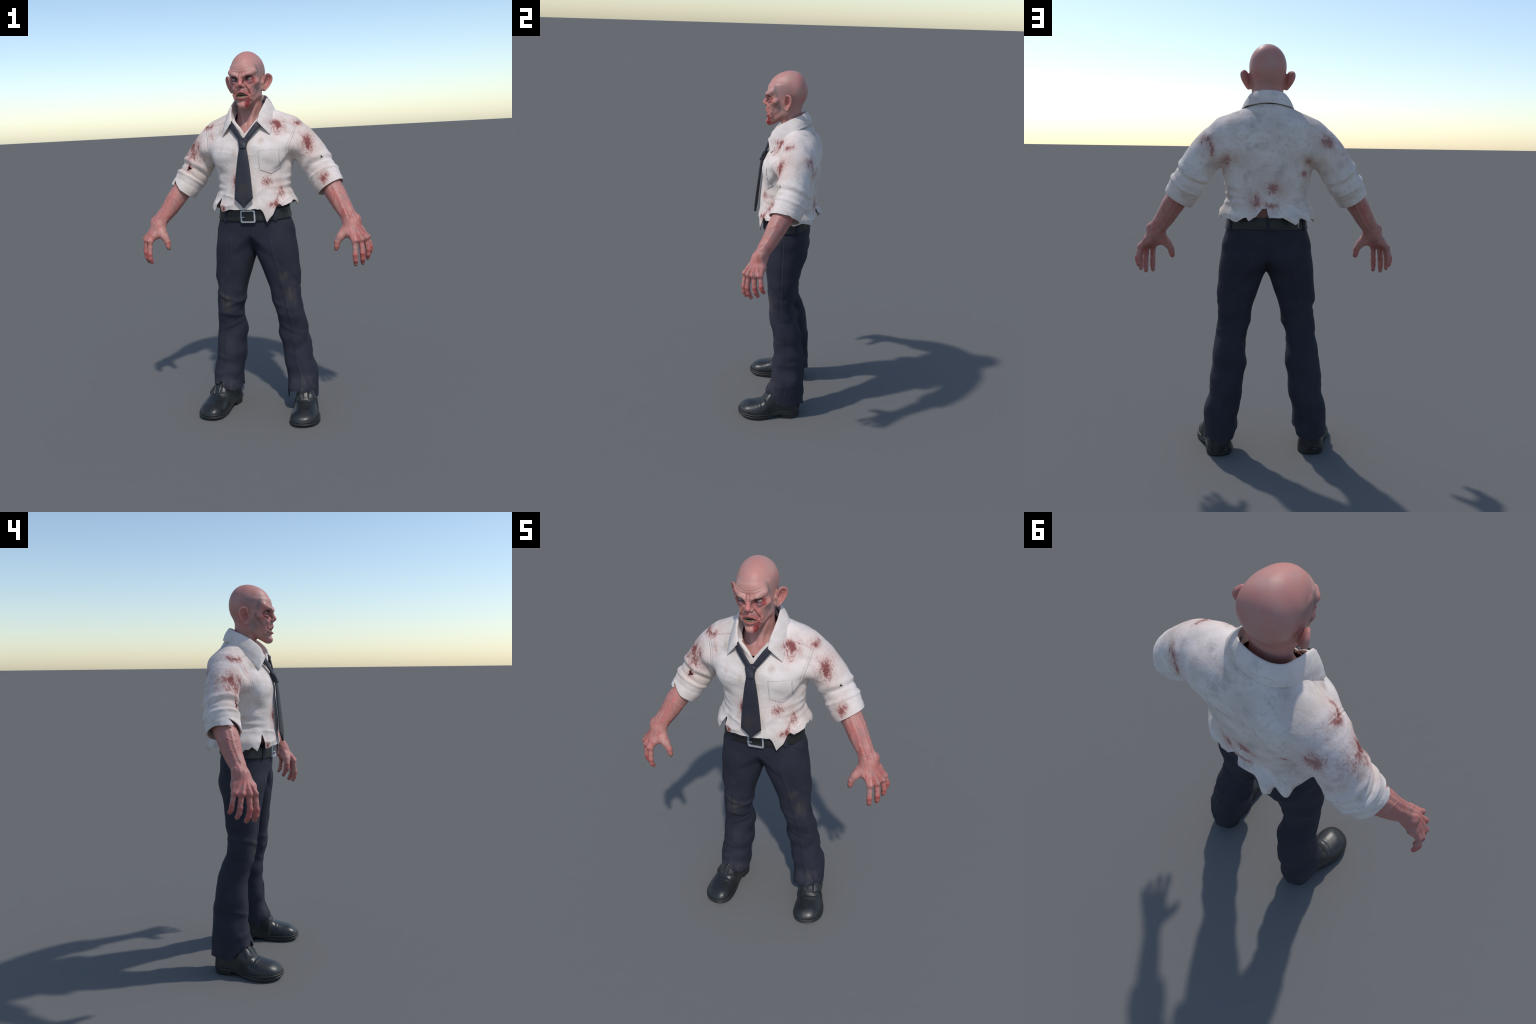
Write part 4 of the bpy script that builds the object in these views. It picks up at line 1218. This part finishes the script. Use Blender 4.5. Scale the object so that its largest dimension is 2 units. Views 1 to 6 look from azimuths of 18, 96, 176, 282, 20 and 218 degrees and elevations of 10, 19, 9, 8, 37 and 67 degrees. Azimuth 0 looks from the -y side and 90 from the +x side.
add("buckle_prong", v, f, MAT['steel'], BUCKLE)

# ============================================================================= SHOES
HEEL = np.array((.2215, .146)); TOE = np.array((.283, -.2105))
SL = np.linalg.norm(TOE - HEEL); SD = (TOE - HEEL) / SL; ST = np.array((-SD[1], SD[0]))   # ST points outward (+x)
sw = curve(np.array([0, .10, .14, .25, .40, .55, .66, .76, .86, 1.0]) * SL, [.056, .060, .0605, .059, .060, .070, .0775, .0785, .078, .076])
sc = curve(np.array([0, .3, .5, .7, .85, 1.0]) * SL, [0, 0, .003, .003, -.003, -.009])
sh = curve(np.array([0, .05, .15, .30, .45, .53, .60, .68, .78, .88, .94, .98, 1.0]) * SL, [.155, .165, .175, .172, .155, .134, .106, .092, .083, .079, .075, .072, .070])
szb = curve(np.array([0, .2, .30, .42, .55, .70, .85, 1.0]) * SL, [.0, .0, .020, .013, .001, .0, .003, .013])

def shoe_local(P):
    q = P[:, :2] - HEEL
    s = q @ SD; t = q @ ST
    return s, t - sc(np.clip(s, 0, SL)), P[:, 2]

def upper_d(P):
    s, t, z = shoe_local(P); sc_ = np.clip(s, 0, SL)
    w = sw(sc_) - .004; h = sh(sc_)
    z0 = .030
    # section: leaning dome, narrower towards the top at the ankle
    up = np.clip((z - z0) / (h - z0 + 1e-6), -1, 1.5)
    narrow = 1 - .20 * sstep(.55, .2, sc_ / SL) * np.clip(up, 0, 1)
    n = 2.3
    v = np.where(z > z0, (z - z0) / np.maximum(h - z0, .01), (z0 - z) / .03)
    tip = np.maximum((s / SL - .74) / .255, 0); back = np.maximum((.12 - s / SL) / .125, 0)
    d = ((np.abs(t / (w * narrow)) ** n + np.abs(v) ** n + tip ** 2.5 + back ** 2.5) ** (1 / n) - 1) * .045
    # quarters overlap the vamp: a step with a V-shaped throat and the tongue between
    edge = sc_ - (.60 * SL - .9 * np.maximum(np.abs(t) - .022, 0) ** 1.0 * .55)
    lap = sstep(.004, -.004, edge) * sstep(.016, .023, np.abs(t) + .10 * (sc_ - .55 * SL))
    d = d - .0045 * lap
    d = d - .0035 * sstep(.61 * SL, .57 * SL, sc_) * sstep(.018, .010, np.abs(t))
    # flex creases over the toes
    fl = sstep(.60 * SL, .63 * SL, sc_) * sstep(.76 * SL, .72 * SL, sc_) * (z > .05)
    d = d + .0007 * fl * (np.exp(-((sc_ - .64 * SL + .1 * np.abs(t)) / .004) ** 2) + .7 * np.exp(-((sc_ - .70 * SL + .2 * np.abs(t)) / .004) ** 2))
    return d - .0012 * noise(P, 22, 70)

def outline(s, t, grow):
    w = sw(np.clip(s, 0, SL)) + grow
    tip = np.maximum((s / SL - .72) / (.28 + grow / SL), 0); back = np.maximum((.16 - s / SL) / (.16 + grow / SL), 0)
    return ((np.abs(t / w) ** 2.3 + tip ** 2.3 + back ** 2.3) ** (1 / 2.3) - 1) * .065

def sole_d(P):
    s, t, z = shoe_local(P); sc_ = np.clip(s, 0, SL)
    d2 = outline(s, t, .0035)
    lo = szb(sc_); hi = np.where(sc_ < .30 * SL, .046, .046 - .014 * sstep(.30 * SL, .5 * SL, sc_))
    hi = hi + .004 * sstep(.8 * SL, SL, sc_)
    d = smax(d2, np.maximum(lo - z, z - hi), .006)
    # welt groove
    d = d + .003 * np.exp(-((z - hi + .012) / .0025) ** 2)
    return d

def heel_d(P):
    s, t, z = shoe_local(P); sc_ = np.clip(s, 0, SL)
    d2 = np.maximum(outline(s, t, .002), s - .285 * SL)
    return smax(d2, np.maximum(-z, z - .034), .005)

def shoe_mesh(fn, h, top=None):
    V, F, N = polygonise(fn, (.12, -.235, -.012), (.39, .175, .19), h, relax=1)
    if top: V, F, N = clip(V, F, N, V[:, 2] - top)
    V[:, 2] = np.maximum(V[:, 2], 0)
    return V, F, N
print('shoes')
up_m = shoe_mesh(upper_d, .0042); so_m = shoe_mesh(sole_d, .0040); he_m = shoe_mesh(heel_d, .0042)
for s in (1, -1):
    M3 = [x if s > 0 else mirror(*x) for x in (up_m, so_m, he_m)]
    SHOE = bpy.data.objects.new("shoe", None); bpy.context.collection.objects.link(SHOE); SHOE.parent = ROOT
    add("upper", *M3[0][:2], MAT['shoe'], SHOE, normals=M3[0][2])
    add("sole", *M3[1][:2], MAT['sole'], SHOE, normals=M3[1][2])
    add("heel", *M3[2][:2], MAT['sole'], SHOE, normals=M3[2][2])
print('done')
